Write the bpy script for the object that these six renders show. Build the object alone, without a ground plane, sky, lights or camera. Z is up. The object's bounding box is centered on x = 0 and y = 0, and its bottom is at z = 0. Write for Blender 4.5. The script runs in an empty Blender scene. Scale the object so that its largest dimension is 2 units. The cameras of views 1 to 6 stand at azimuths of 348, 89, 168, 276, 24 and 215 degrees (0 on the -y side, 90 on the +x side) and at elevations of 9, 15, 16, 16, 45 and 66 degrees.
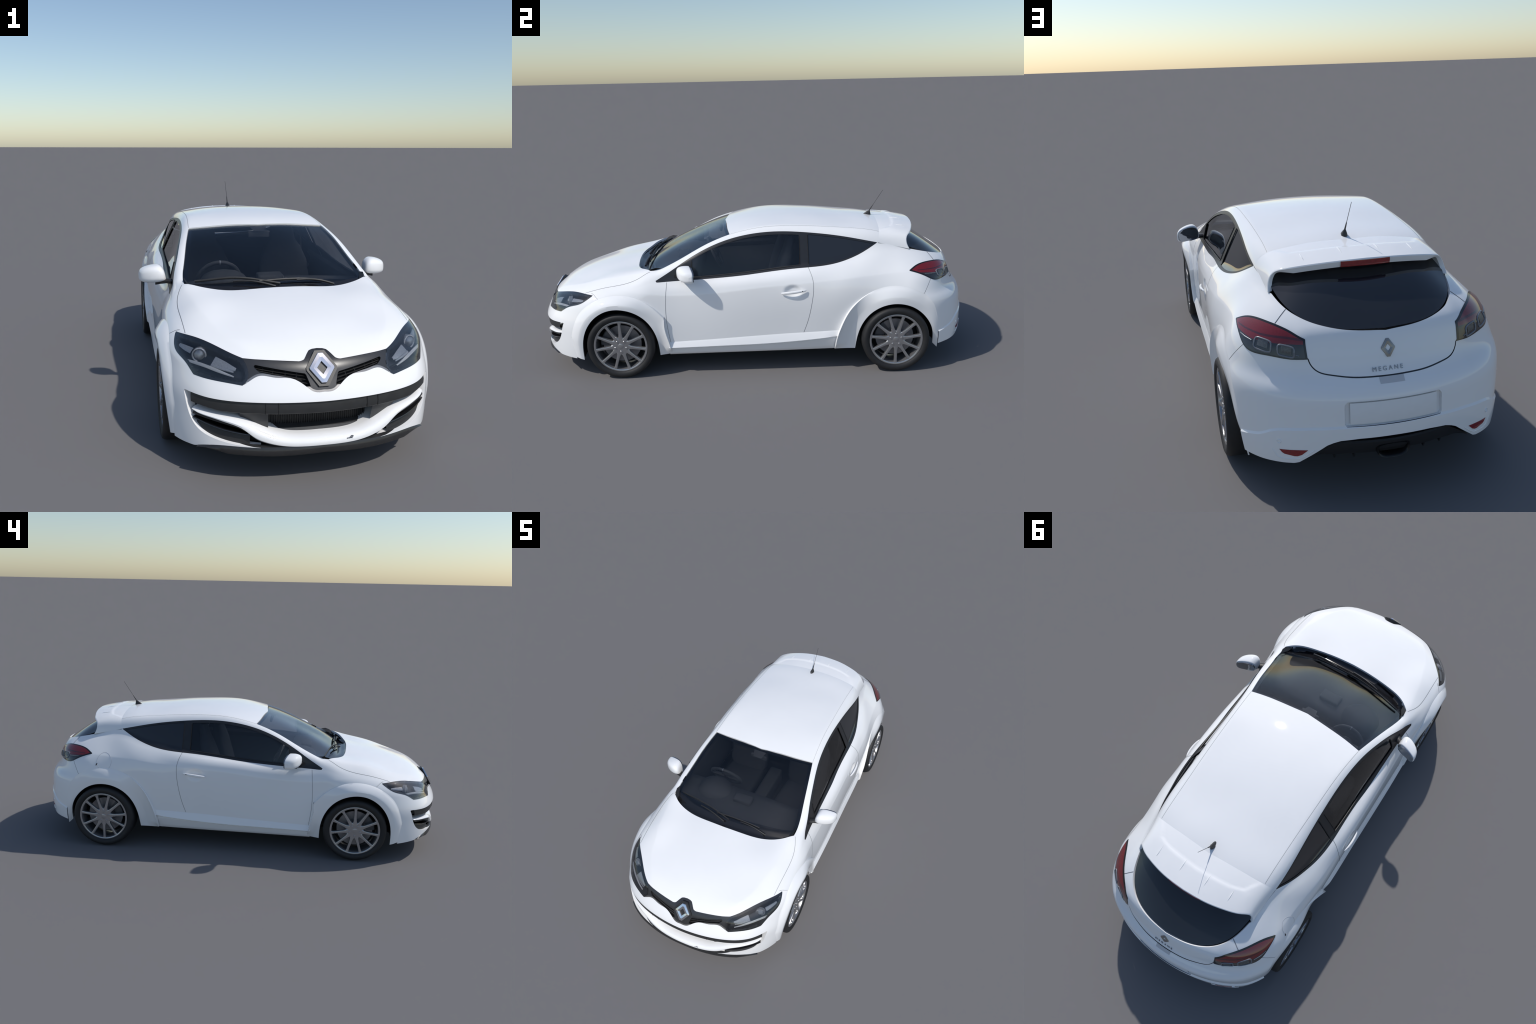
# ---------------------------------------------------------------- surface fields
import numpy as np

def spline(points, n=60):
    """natural cubic spline through control points, n samples"""
    P = np.asarray(points, float); K = len(P)
    t = np.r_[0, np.cumsum(np.linalg.norm(np.diff(P, axis=0), axis=1) + 1e-9)]; t /= t[-1]
    if K == 2:
        s = np.linspace(0, 1, n)[:, None]; return P[0] * (1 - s) + P[1] * s
    h = np.diff(t); A = np.zeros((K, K)); r = np.zeros_like(P); A[0, 0] = A[-1, -1] = 1
    for i in range(1, K - 1):
        A[i, i - 1], A[i, i], A[i, i + 1] = h[i - 1], 2 * (h[i - 1] + h[i]), h[i]
        r[i] = 6 * ((P[i + 1] - P[i]) / h[i] - (P[i] - P[i - 1]) / h[i - 1])
    M = np.linalg.solve(A, r)
    s = np.linspace(0, 1, n); i = np.clip(np.searchsorted(t, s, side='right') - 1, 0, K - 2)
    a = (t[i + 1] - s)[:, None]; b = (s - t[i])[:, None]; g = h[i][:, None]
    return M[i] * a**3 / (6 * g) + M[i + 1] * b**3 / (6 * g) + (P[i] / g - M[i] * g / 6) * a + (P[i + 1] / g - M[i + 1] * g / 6) * b

class Sheet:
    """smoothing cubic radial spline  value = f(a, b)  near control points"""
    def __init__(self, pts, axes, out, smooth=1e-4, mirror=False, crease=None):
        P = np.asarray(pts, float); self.crease = crease                # crease: extra fold (value, d/da, d/db)
        if mirror:
            Q = P[P[:, 0] > 1e-6] * np.array([-1, 1, 1]); P = np.vstack([P, Q])
        self.axes, self.out = axes, out
        self.X, self.v, self.smooth = P[:, axes].copy(), P[:, out].copy(), smooth
        self.fit()
    def fit(self):
        n = len(self.X); d = np.sqrt(((self.X[:, None] - self.X[None])**2).sum(-1))
        K = d**3 + np.eye(n) * self.smooth
        Q = np.c_[np.ones(n), self.X]
        A = np.zeros((n + 3, n + 3)); A[:n, :n] = K; A[:n, n:] = Q; A[n:, :n] = Q.T
        v = self.v - (self.crease(self.X[:, 0], self.X[:, 1])[0] if self.crease else 0)
        s = np.linalg.solve(A, np.r_[v, 0, 0, 0]); self.w, self.c = s[:n], s[n:]
    def grad(self, a, b):
        """value and both partial derivatives at flat arrays a, b"""
        v = np.empty_like(a); ga = np.empty_like(a); gb = np.empty_like(a)
        for s in range(0, len(a), 60000):
            e = s + 60000
            da = a[s:e, None] - self.X[None, :, 0]; db = b[s:e, None] - self.X[None, :, 1]
            r = np.sqrt(da * da + db * db)
            v[s:e] = (r**3) @ self.w + self.c[0] + self.c[1] * a[s:e] + self.c[2] * b[s:e]
            r *= 3
            ga[s:e] = (da * r) @ self.w + self.c[1]; gb[s:e] = (db * r) @ self.w + self.c[2]
        if self.crease:
            h, ha, hb = self.crease(a, b); v += h; ga += ha; gb += hb
        return v, ga, gb

def fold(d, width):
    """soft hinge: 0 below, d above, with its derivative"""
    q = np.sqrt(d * d + width * width); return .5 * (d + q), .5 * (1 + d / q)

class Sweep:
    """y = profile(z) + sign * (a x^2 + b x^6): a smooth height profile carried along a plan curve"""
    def __init__(self, profile, plan, sign):
        P = spline([(z, y) for z, y in profile], 200); self.z, self.y = P[:, 0], P[:, 1]
        k = np.ones(9) / 9; self.y = np.convolve(np.r_[[self.y[0]] * 4, self.y, [self.y[-1]] * 4], k, 'valid')
        self.g = np.gradient(self.y, self.z); self.a, self.b = plan; self.s = sign
        self.axes, self.out = [0, 2], 1
    def grad(self, x, z):
        y = np.interp(z, self.z, self.y); g = np.interp(z, self.z, self.g)
        o = np.where(z < self.z[0], z - self.z[0], np.where(z > self.z[-1], z - self.z[-1], 0))
        return y + o * g + self.s * (self.a * x**2 + self.b * x**6), self.s * (2 * self.a * x + 6 * self.b * x**5), g

def smax(a, b, k):
    h = np.maximum(k - np.abs(a - b), 0); return np.maximum(a, b) + h * h / (4 * k)
def smax_w(a, b, k):
    """smooth max and the weight of a in its gradient"""
    h = np.maximum(k - np.abs(a - b), 0); s = np.where(a > b, 1.0, -1.0)
    wa = np.where(a > b, 1.0, 0.0) - s * h / (2 * k)
    return np.maximum(a, b) + h * h / (4 * k), wa
# ---- feature curves, measured on the +x half: (x, y, z), metres
WIN_TOP = [(.353,-.395,.454),(.337,-.311,.506),(.311,-.187,.571),(.287,-.043,.613),(.280,.106,.627),(.281,.255,.619),(.287,.404,.600),(.287,.563,.567)]
WIN_BOT = [(.356,-.435,.440),(.361,-.406,.430),(.363,-.235,.437),(.359,-.026,.452),(.358,.212,.477),(.341,.365,.491),(.320,.475,.523),(.287,.563,.567)]
HOOD_SIDE = [(.352,-.743,.384),(.355,-.661,.404),(.357,-.576,.415),(.349,-.503,.437),(.330,-.454,.474)]
COWL = [(0,-.542,.464),(.100,-.538,.463),(.201,-.524,.458),(.280,-.492,.462),(.323,-.454,.472)]
WS_TOP = [(0,-.129,.628),(.098,-.119,.629),(.197,-.110,.622),(.267,-.099,.615)]
PILLAR = [(.267,-.099,.615),(.288,-.203,.578),(.309,-.317,.518),(.322,-.397,.482),(.323,-.454,.472)]
ROOF_RAIL = [(.267,-.099,.615),(.257,.051,.644),(.253,.208,.645),(.249,.369,.635),(.246,.586,.606)]
ROOF_SEAM = [(0,.593,.633),(.099,.587,.632),(.197,.581,.619),(.256,.574,.602),(.287,.563,.567)]
SPOILER_EDGE = [(0,.759,.620),(.099,.752,.616),(.178,.734,.607),(.232,.713,.596),(.257,.698,.583),(.272,.698,.552),(.275,.709,.531)]
REAR_GLASS = [(0,.918,.470),(.102,.905,.473),(.183,.869,.484),(.236,.810,.504),(.259,.748,.521),(.268,.707,.531)]
TAIL_TOP = [(.372,.694,.455),(.347,.722,.471),(.297,.788,.480),(.253,.849,.471),(.219,.894,.453)]
TAIL_LOW = [(.372,.694,.455),(.365,.750,.434),(.356,.810,.407),(.309,.860,.404),(.258,.887,.400),(.211,.908,.402)]
HL_TOP = [(.382,-.708,.379),(.330,-.773,.381),(.271,-.843,.369),(.217,-.910,.350)]
HL_LOW = [(.382,-.708,.379),(.383,-.759,.344),(.363,-.822,.323),(.344,-.862,.297)]
HL_BOT = [(.344,-.862,.297),(.308,-.899,.293),(.260,-.932,.289),(.219,-.944,.285)]
HOOD_EDGE = [(.217,-.910,.350),(.129,-.938,.346),(.055,-.949,.342)]
GRILLE_LOW = [(.219,-.944,.285),(.199,-.945,.297),(.175,-.946,.309),(.130,-.956,.305),(.085,-.965,.302),(.047,-.978,.280),(.030,-.982,.269),(0,-.984,.267)]
BAND_TOP = [(0,-.999,.243),(.122,-.992,.244),(.223,-.966,.245),(.305,-.924,.247),(.369,-.856,.252)]
INTAKE_SIDE = [(.369,-.856,.252),(.361,-.872,.201),(.338,-.899,.153),(.290,-.940,.130),(.200,-.972,.116),(.1,-.99,.110),(0,-.995,.108)]
LIP_TOP = [(0,-.993,.119),(.177,-.976,.114),(.296,-.930,.112),(.345,-.870,.095)]
F_FLARE = [(.393,-.814,.193),(.399,-.773,.297),(.398,-.690,.362),(.400,-.584,.382),(.407,-.480,.353),(.415,-.392,.276)]
R_FLARE = [(.415,.377,.194),(.406,.421,.289),(.401,.500,.361),(.400,.599,.395),(.396,.682,.389),(.392,.754,.359)]
F_ARCH = [(.403,-.760,.087),(.414,-.757,.175),(.424,-.712,.274),(.428,-.637,.322),(.430,-.557,.322),(.418,-.479,.274),(.408,-.435,.196),(.381,-.424,.091)]
R_ARCH = [(.380,.455,.101),(.396,.474,.201),(.408,.523,.277),(.419,.600,.317),(.416,.677,.312),(.405,.747,.270),(.395,.794,.201),(.366,.808,.112)]
DOOR_CREASE = [(.398,-.372,.159),(.399,-.113,.173),(.399,.137,.187),(.400,.388,.197)]
DOOR_BOT = [(.408,-.377,.132),(.408,-.123,.139),(.408,.076,.145),(.408,.221,.155),(.408,.399,.172)]
SILL_BOT = [(.380,-.424,.091),(.378,-.107,.094),(.376,.155,.096),(.371,.457,.098)]
DOOR_REAR = [(.356,.246,.480),(.393,.262,.439),(.406,.261,.345),(.404,.236,.230),(.399,.222,.191)]
DOOR_FRONT = [(.362,-.378,.428),(.390,-.384,.347),(.404,-.384,.255),(.398,-.372,.159)]
# ---- fold lines: shoulder (y, z) and bonnet (x, y)
SHOULDER = [(-.90,.40),(-.70,.402),(-.586,.398),(-.45,.383),(-.35,.374),(-.25,.376),(-.154,.383),(.025,.403),(.20,.416),(.347,.427),(.499,.439),(.716,.455),(.9,.47)]
HOOD_CREASE = [(.16,-1.0),(.199,-.890),(.259,-.794),(.284,-.706),(.302,-.643),(.313,-.579),(.325,-.50),(.335,-.44),(.34,-.3)]
# ---- control points of the sheets that bound the body
GLASS_SIDE = WIN_TOP[1:] + WIN_BOT[1:-1] + [(.352,-.42,.465),(.24,-.1,.72),(.23,.3,.72),(.25,.65,.62),(.275,.667,.538),(.262,.75,.53),(.24,.81,.515)]
GLASS_TOP = [(0,-.58,.395),(.2,-.57,.395),(.33,-.54,.41)] + WS_TOP + PILLAR[:-1] + ROOF_RAIL[1:] + ROOF_SEAM[:3] + REAR_GLASS[:5] + [
 (0,-.48,.473),(0,-.40,.516),(0,-.30,.563),(0,-.21,.600),(.16,-.47,.473),(.16,-.38,.522),(.16,-.28,.567),(.16,-.20,.598),(.26,-.44,.471),(.27,-.36,.507),
 (0,.02,.655),(0,.15,.664),(0,.3,.661),(0,.45,.650),(.15,.15,.658),(.15,.3,.655),(.15,.45,.641),(.15,.02,.650),
 (0,.68,.606),(0,.76,.570),(0,.84,.522),(.15,.68,.598),(.15,.76,.562),(.22,.66,.585),(.22,.75,.545)]
SIDE = F_FLARE[:5] + R_FLARE[1:] + DOOR_CREASE + [
 (.393,.262,.439),(.406,.261,.345),(.404,.236,.230),(.390,-.384,.347),(.404,-.384,.255),
 (.383,-.759,.344),(.363,-.822,.323),(.369,-.856,.252),(.402,-.761,.091),(.385,-.84,.15),(.380,-.83,.10),
 (.406,-.05,.32),(.404,-.05,.25),(.394,-.05,.40),(.385,-.05,.44),(.374,-.2,.43),(.403,-.60,.30),(.402,-.60,.20),(.402,.60,.30),(.400,.60,.20),(.396,-.2,.1),(.396,.2,.1),
 (.372,.694,.455),(.347,.722,.471),(.297,.788,.480),(.372,.750,.434),(.366,.810,.407),(.399,.40,.425),(.388,.42,.455),(.320,.475,.523),(.341,.365,.491),(.294,.563,.567),(.275,.667,.538),
 (.395,.82,.25),(.393,.82,.19),(.378,.82,.108),(.390,.82,.33),
 (.345,-.92,.10),(.345,-.92,.25),(.340,-.92,.36),(.335,-1.0,.2),(.358,.90,.25),(.352,.90,.1),(.345,1.0,.25),(.318,.92,.42),(.340,.60,.485),(.318,.60,.515),(.335,.66,.485),(.37,-.45,.45),(.37,-.6,.45)]
TOP = COWL + HOOD_SIDE + HL_TOP[1:] + HOOD_EDGE[1:] + [
 (0,-.64,.448),(0,-.74,.429),(0,-.85,.396),(.15,-.64,.444),(.15,-.74,.424),(.15,-.85,.388),(.25,-.74,.411),(.265,-.68,.432),(.285,-.62,.446),(.295,-.56,.457),(.31,-.50,.465),
 (0,-.45,.475),(.2,-.4,.47),(.35,-.4,.447),(.361,-.3,.437),(.359,-.026,.454),(.358,.212,.479),(.341,.365,.500),(.2,0,.45),(.2,.3,.49),(0,.0,.45),(0,.3,.47),
 (.316,.475,.528),(.282,.563,.570),(.270,.667,.540),(.242,.803,.506),(.268,.72,.524),(.2,.55,.54),(0,.6,.53),(0,.8,.50),(.183,.875,.482),(.102,.910,.472),(0,.922,.469),(.219,.894,.455),
 (.40,-.65,.366),(.40,-.52,.385),(.40,-.76,.345),(.40,-.38,.405),(.40,-.1,.43),(.40,.2,.455),(.38,.45,.47),(.34,.60,.52),(.30,.78,.485),(.36,.70,.47),(0,1.0,.44),(.2,1.0,.43)]
# nose and tail: one height profile (z, y on the centre plane) swept along one plan curve  a*x^2 + b*x^6
NOSE = [(.02,-.975),(.06,-.988),(.12,-.996),(.20,-.999),(.245,-.998),(.27,-.988),(.30,-.972),(.34,-.950),(.365,-.930),(.40,-.895)]
TAIL = [(.02,.965),(.08,.985),(.13,.996),(.19,1.0),(.24,1.0),(.28,.998),(.312,.994),(.335,.981),(.352,.964),(.368,.952),(.395,.941),(.44,.926),(.49,.905),(.53,.88)]
NOSE_PLAN, TAIL_PLAN = (.66, 20.), (.72, 14.)
class Body:
    """painted skin = lower body (sides, hood, nose, tail) united with the glasshouse, all edges rounded"""
    K_ROOF, K_FRONT, K_END, K_TAIL, K_BELT = .028, .050, .024, .012, .014
    def __init__(self):
        sh = np.array(SHOULDER); hc = np.array(HOOD_CREASE)
        sl = spline(sh, 120); hl = spline(hc, 120); gs, gh = np.gradient(sl[:, 1], sl[:, 0]), np.gradient(hl[:, 0], hl[:, 1])
        def shoulder(y, z):
            h, k = fold(z - np.interp(y, sl[:, 0], sl[:, 1]), .003); a = .20 * np.clip((y + .72) / .15, 0, 1) * np.clip((.80 - y) / .15, 0, 1)
            return -a * h, a * k * np.interp(y, sl[:, 0], gs), -a * k
        def bonnet(x, y):
            ax = np.abs(x); h, k = fold(ax - np.interp(y, hl[:, 1], hl[:, 0]), .006); a = .22 * np.clip((-.44 - y) / .05, 0, 1)
            return -a * h, -a * k * np.sign(x), a * k * np.interp(y, hl[:, 1], gh)
        self.S = Sheet(SIDE, [1, 2], 0, 2e-3, crease=shoulder); self.T = Sheet(TOP, [0, 1], 2, 4e-4, True, crease=bonnet)
        self.F = Sweep(NOSE, NOSE_PLAN, 1); self.R = Sweep(TAIL, TAIL_PLAN, -1)
        self.GS = Sheet(GLASS_SIDE, [1, 2], 0, 1e-3); self.GT = Sheet(GLASS_TOP, [0, 1], 2, 2e-4, True)
        self.correct(4)
        self.S.dents = [(.176, .384, .034, .024, .010)]               # bowl behind the door handle
    @staticmethod
    def dist(sh, P):
        """signed distance (first order) to one sheet, with its gradient; positive outside"""
        f, a, b = sh.grad(P[:, sh.axes[0]], P[:, sh.axes[1]]); n = np.sqrt(1 + a * a + b * b)
        g = np.zeros((len(P), 3)); g[:, sh.out] = 1 / n; g[:, sh.axes[0]] = -a / n; g[:, sh.axes[1]] = -b / n
        v = (P[:, sh.out] - f) / n
        for y0, z0, ry, rz, amp in getattr(sh, 'dents', ()):
            u, w = (P[:, 1] - y0) / ry, (P[:, 2] - z0) / rz; e = amp * np.exp(-(u * u + w * w)**2)
            k = e * 4 * (u * u + w * w); v = v + e; g[:, 1] -= k * u / ry; g[:, 2] -= k * w / rz
        return v, g
    def blend(self, d):
        """d: distances to the six sheets -> value of the skin and the weight of each sheet in it"""
        n = len(d[0]); z = np.zeros(n)
        leaf = lambda i: (d[i], np.stack([np.ones(n) if q == i else z for q in range(6)], 1))
        def mx(A, B, k):
            m, w = smax_w(A[0], B[0], k); w = w[:, None]; return m, w * A[1] + (1 - w) * B[1]
        neg = lambda A: (-A[0], -A[1])
        s, t, f, r, gs, gt = [leaf(i) for i in range(6)]
        low = mx(mx(s, mx(f, r, .001), self.K_FRONT), t, self.K_END)
        top = mx(mx(gs, gt, self.K_ROOF), r, self.K_TAIL)
        top = (np.maximum(top[0], d[6]), top[1])
        return neg(mx(neg(low), neg(top), self.K_BELT))
    def eval(self, P, weights=False):
        D = [self.dist(sh, P) for sh in (self.S, self.T, self.F, self.R, self.GS, self.GT)]
        D[2] = (-D[2][0], -D[2][1])
        clip = np.maximum(.41 - P[:, 2], -.62 - P[:, 1])            # the glasshouse stands on the lower body
        f, W = self.blend([q[0] for q in D] + [clip])
        if weights: return f, W
        return f, sum(W[:, [i]] * D[i][1] for i in range(6))
    def correct(self, rounds):
        """pull the sheets until the blended skin passes close to their control points"""
        order = {0: self.S, 1: self.T, 4: self.GS, 5: self.GT}
        for sh in order.values(): sh.goal = sh.v.copy()
        for _ in range(rounds):
            for i, sh in order.items():
                P = np.zeros((len(sh.X), 3)); P[:, sh.axes] = sh.X; P[:, sh.out] = sh.goal; P[:, 0] = np.abs(P[:, 0])
                f, W = self.eval(P, True); m = W[:, i] > .3
                D = np.zeros((m.sum(), 3)); D[:, sh.axes] = sh.X[m]; D[:, sh.out] = np.clip(f[m], -.02, .02)
                r = Sheet(D, sh.axes, sh.out, 8e-3)                   # only the smooth part of the misfit is fed back
                sh.v += np.where(m, np.clip(r.grad(sh.X[:, 0].copy(), sh.X[:, 1].copy())[0], -.02, .02), 0) * .8
            for sh in order.values(): sh.fit()
    def project(self, P, iters=4, keep=None):
        P = P.copy()
        for _ in range(iters):
            f, g = self.eval(P)
            if keep is not None: g[:, keep] = 0
            P -= (f / np.maximum((g * g).sum(1), .05))[:, None] * g
        return P
    def normals(self, P):
        f, g = self.eval(P); return g / np.linalg.norm(g, axis=1, keepdims=True)
    def grid(self, h):
        ax = lambda a, b: np.arange(a, b + h, h)
        xs = -h / 2 + h * np.arange(int(.46 / h) + 2); ys = ax(-1.04, 1.04); zs = ax(.04, .70)
        def tab(sh, u, v):
            A, B = np.meshgrid(u, v, indexing='ij'); f, a, b = sh.grad(A.ravel(), B.ravel())
            n = np.sqrt(1 + a * a + b * b); return f.reshape(A.shape).astype(np.float32), n.reshape(A.shape).astype(np.float32)
        X, Y, Z = xs[:, None, None].astype(np.float32), ys[None, :, None].astype(np.float32), zs[None, None, :].astype(np.float32)
        f, n = tab(self.R, xs, zs); r = (Y - f[:, None]) / n[:, None]
        f, n = tab(self.F, xs, zs); e = smax((f[:, None] - Y) / n[:, None], r, .001)
        f, n = tab(self.S, ys, zs); low = smax((X - f[None]) / n[None], e, self.K_FRONT); del e
        f, n = tab(self.T, xs, ys); low = smax(low, (Z - f[:, :, None]) / n[:, :, None], self.K_END)
        f, n = tab(self.GS, ys, zs); top = (X - f[None]) / n[None]
        f, n = tab(self.GT, xs, ys); top = smax(smax(top, (Z - f[:, :, None]) / n[:, :, None], self.K_ROOF), r, self.K_TAIL)
        top = np.maximum(top, np.maximum(.41 - Z, -.62 - Y))
        return xs, ys, zs, -smax(-low, -top, self.K_BELT)
    def mesh(self, h):
        xs, ys, zs, G = self.grid(h); s = G < 0; nx, ny, nz = G.shape
        cs = np.zeros((nx - 1, ny - 1, nz - 1), np.int8)
        for i in (0, 1):
            for j in (0, 1):
                for k in (0, 1): cs += s[i:nx - 1 + i, j:ny - 1 + j, k:nz - 1 + k]
        act = (cs > 0) & (cs < 8); cid = -np.ones(act.shape, np.int64); c = np.argwhere(act); cid[act] = np.arange(len(c))
        acc = np.zeros((len(c), 3)); cnt = np.zeros(len(c))
        for ax in range(3):
            o1, o2 = [q for q in range(3) if q != ax]
            for u in (0, 1):
                for v in (0, 1):
                    o = np.zeros(3, int); o[o1] = u; o[o2] = v; p = c + o; q = p.copy(); q[:, ax] += 1
                    g0 = G[tuple(p.T)]; g1 = G[tuple(q.T)]; m = (g0 < 0) != (g1 < 0)
                    t = np.where(m, g0 / np.where(m, g0 - g1, 1), 0); w = p.astype(float); w[:, ax] += t
                    acc[m] += w[m]; cnt[m] += 1
        V = acc / cnt[:, None] * h + np.array([xs[0], ys[0], zs[0]])
        mid = c[:, 0] == 0; V[mid, 0] = 0
        V[~mid] = self.project(V[~mid]); V[mid] = self.project(V[mid], keep=0)
        Q = []
        for ax in range(3):
            o1, o2 = [(1, 2), (2, 0), (0, 1)][ax]
            sl0 = [slice(None)] * 3; sl1 = [slice(None)] * 3; sl0[ax] = slice(0, -1); sl1[ax] = slice(1, None)
            ch = s[tuple(sl0)] != s[tuple(sl1)]; e = np.argwhere(ch); ins = s[tuple(sl0)][ch]
            ok = (e[:, o1] > 0) & (e[:, o2] > 0) & (e[:, o1] < G.shape[o1] - 1) & (e[:, o2] < G.shape[o2] - 1)
            e, ins = e[ok], ins[ok]
            def cell(d1, d2):
                q = e.copy(); q[:, o1] -= d1; q[:, o2] -= d2; return cid[tuple(q.T)]
            q = np.c_[cell(1, 1), cell(0, 1), cell(0, 0), cell(1, 0)]
            q[~ins] = q[~ins][:, ::-1]; Q.append(q)
        Q = np.vstack(Q)
        T = np.vstack([Q[:, [0, 1, 2]], Q[:, [0, 2, 3]]])
        return V, T
# ---------------------------------------------------------------- cutting the skin into panels
def poly_dist(Q, poly, closed=True):
    """distance of 2D points to a polyline; negative inside when closed"""
    A = np.asarray(poly, float); Bp = np.roll(A, -1, 0) if closed else A[1:]
    if not closed: A = A[:-1]
    out = np.empty(len(Q))
    for s in range(0, len(Q), 20000):
        q = Q[s:s + 20000]; ab = Bp - A; w = q[:, None] - A[None]
        t = np.clip((w * ab).sum(-1) / ((ab**2).sum(-1) + 1e-15), 0, 1)
        d = np.sqrt((((w - t[..., None] * ab)**2).sum(-1)).min(1))
        if closed:
            y0, y1 = A[:, 1], Bp[:, 1]; c = (y0[None] > q[:, 1:]) != (y1[None] > q[:, 1:])
            xi = A[:, 0] + (q[:, 1:] - y0) / np.where(y1 == y0, 1e-15, y1 - y0) * ab[:, 0]
            d = np.where((c & (q[:, :1] < xi)).sum(1) % 2 == 1, -d, d)
        out[s:s + 20000] = d
    return out

class Skin:
    def __init__(self, body, h):
        self.b = body; self.V, self.T = body.mesh(h); self.names = ['body']; self.L = np.zeros(len(self.T), int)
    def lab(self, name):
        if name not in self.names: self.names.append(name)
        return self.names.index(name)
    def field(self, axes, poly, where, closed=True, width=0):
        e = np.asarray(axes, float); m = where(self.V); d = np.full(len(self.V), 1.0)
        d[m] = poly_dist(self.V[m] @ e.T, poly, closed) - width; return d
    def cut(self, d, name, only=None):
        """split the triangles along d = 0 and give those with d < 0 the label name"""
        d = np.where(np.abs(d) < 1e-6, 1e-6, d); s = d < 0; T, L = self.T, self.L
        k = s[T].sum(1); keep = (k == 0) | (k == 3); mix = np.where(~keep)[0]
        newT, newL = [T[keep]], [L[keep]]
        if len(mix):
            t = T[mix]; odd = np.where(k[mix] == 1, 1, 0); sv = s[t]
            pos = np.argmax(sv == (odd[:, None] == 1), 1)
            t = np.stack([np.take_along_axis(t, ((pos + i) % 3)[:, None], 1)[:, 0] for i in range(3)], 1)
            ed = np.sort(np.vstack([t[:, [0, 1]], t[:, [0, 2]]]), 1); u, inv = np.unique(ed, axis=0, return_inverse=True); inv = inv.ravel()
            f = d[u[:, 0]] / (d[u[:, 0]] - d[u[:, 1]]); P = self.V[u[:, 0]] * (1 - f[:, None]) + self.V[u[:, 1]] * f[:, None]
            mid = np.abs(P[:, 0]) < 1e-9; Q = self.b.project(P, 2); Qm = self.b.project(P, 2, keep=0); P = np.where(mid[:, None], Qm, Q)
            n0 = len(self.V); self.V = np.vstack([self.V, P]); a = n0 + inv[:len(t)]; c = n0 + inv[len(t):]
            newT += [np.c_[t[:, 0], a, c], np.c_[a, t[:, 1], t[:, 2]], np.c_[a, t[:, 2], c]]; newL += [L[mix]] * 3
            d = np.r_[d, np.zeros(len(P))]
        self.T, self.L = np.vstack(newT), np.concatenate(newL)
        inside = d[self.T].sum(1) < 0
        if only is not None: inside &= np.isin(self.L, [self.lab(o) for o in only])
        self.L[inside] = self.lab(name)
    def relabel(self, fn, name, only):
        C = self.V[self.T].mean(1); m = fn(C) & np.isin(self.L, [self.lab(o) for o in only]); self.L[m] = self.lab(name)
    def finish(self): self.N = self.b.normals(self.V)
    def piece(self, names, full=False, shift=0.0, flip=False):
        """vertices, faces, normals of the panels with these labels (both halves when full)"""
        m = np.isin(self.L, [self.lab(n) for n in names]); t = self.T[m]; u, inv = np.unique(t, return_inverse=True)
        V = self.V[u] + self.N[u] * shift; N = self.N[u]; F = inv.reshape(-1, 3)
        if full:
            n = len(V); R = np.arange(n) + n; c = V[:, 0] < 1e-7; R[c] = np.where(c)[0]
            V, N = np.vstack([V, V * [-1, 1, 1]]), np.vstack([N, N * [-1, 1, 1]]); F = np.vstack([F, R[F][:, ::-1]])
            N[c.nonzero()[0], 0] = 0
        if flip: F, N = F[:, ::-1], -N
        return V, F, N
    def rim(self, a, b):
        """edges between panels a (kept) and b (opened), as vertex pairs running along a's faces"""
        A = self.T[np.isin(self.L, [self.lab(n) for n in a])]; Bt = self.T[np.isin(self.L, [self.lab(n) for n in b])]
        ea = np.vstack([A[:, [0, 1]], A[:, [1, 2]], A[:, [2, 0]]]); eb = np.vstack([Bt[:, [1, 0]], Bt[:, [2, 1]], Bt[:, [0, 2]]])
        key = lambda e: e[:, 0].astype(np.int64) * 10**7 + e[:, 1]
        return ea[np.isin(key(ea), key(eb))]
    def flange(self, a, b, depth, full=False):
        """wall that turns inward along the border of an opening"""
        e = self.rim(a, b); P0, P1 = self.V[e[:, 0]], self.V[e[:, 1]]; n0, n1 = self.N[e[:, 0]], self.N[e[:, 1]]
        V = np.stack([P0, P0 - n0 * depth, P1 - n1 * depth, P1], 1).reshape(-1, 3); F = np.arange(len(V)).reshape(-1, 4)
        if full: V = np.vstack([V, V * [-1, 1, 1]]); F = np.vstack([F, F[:, ::-1] + len(V) // 2])
        return V, F
# ---------------------------------------------------------------- scene helpers
import bpy, math
from mathutils import Vector, Matrix
SC = bpy.context.scene.collection
car = bpy.data.objects.new('hatchback_car', None); SC.objects.link(car)
car['label'] = 'white three-door hot hatchback with grey multi-spoke wheels'; car['category'] = 'car'

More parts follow.
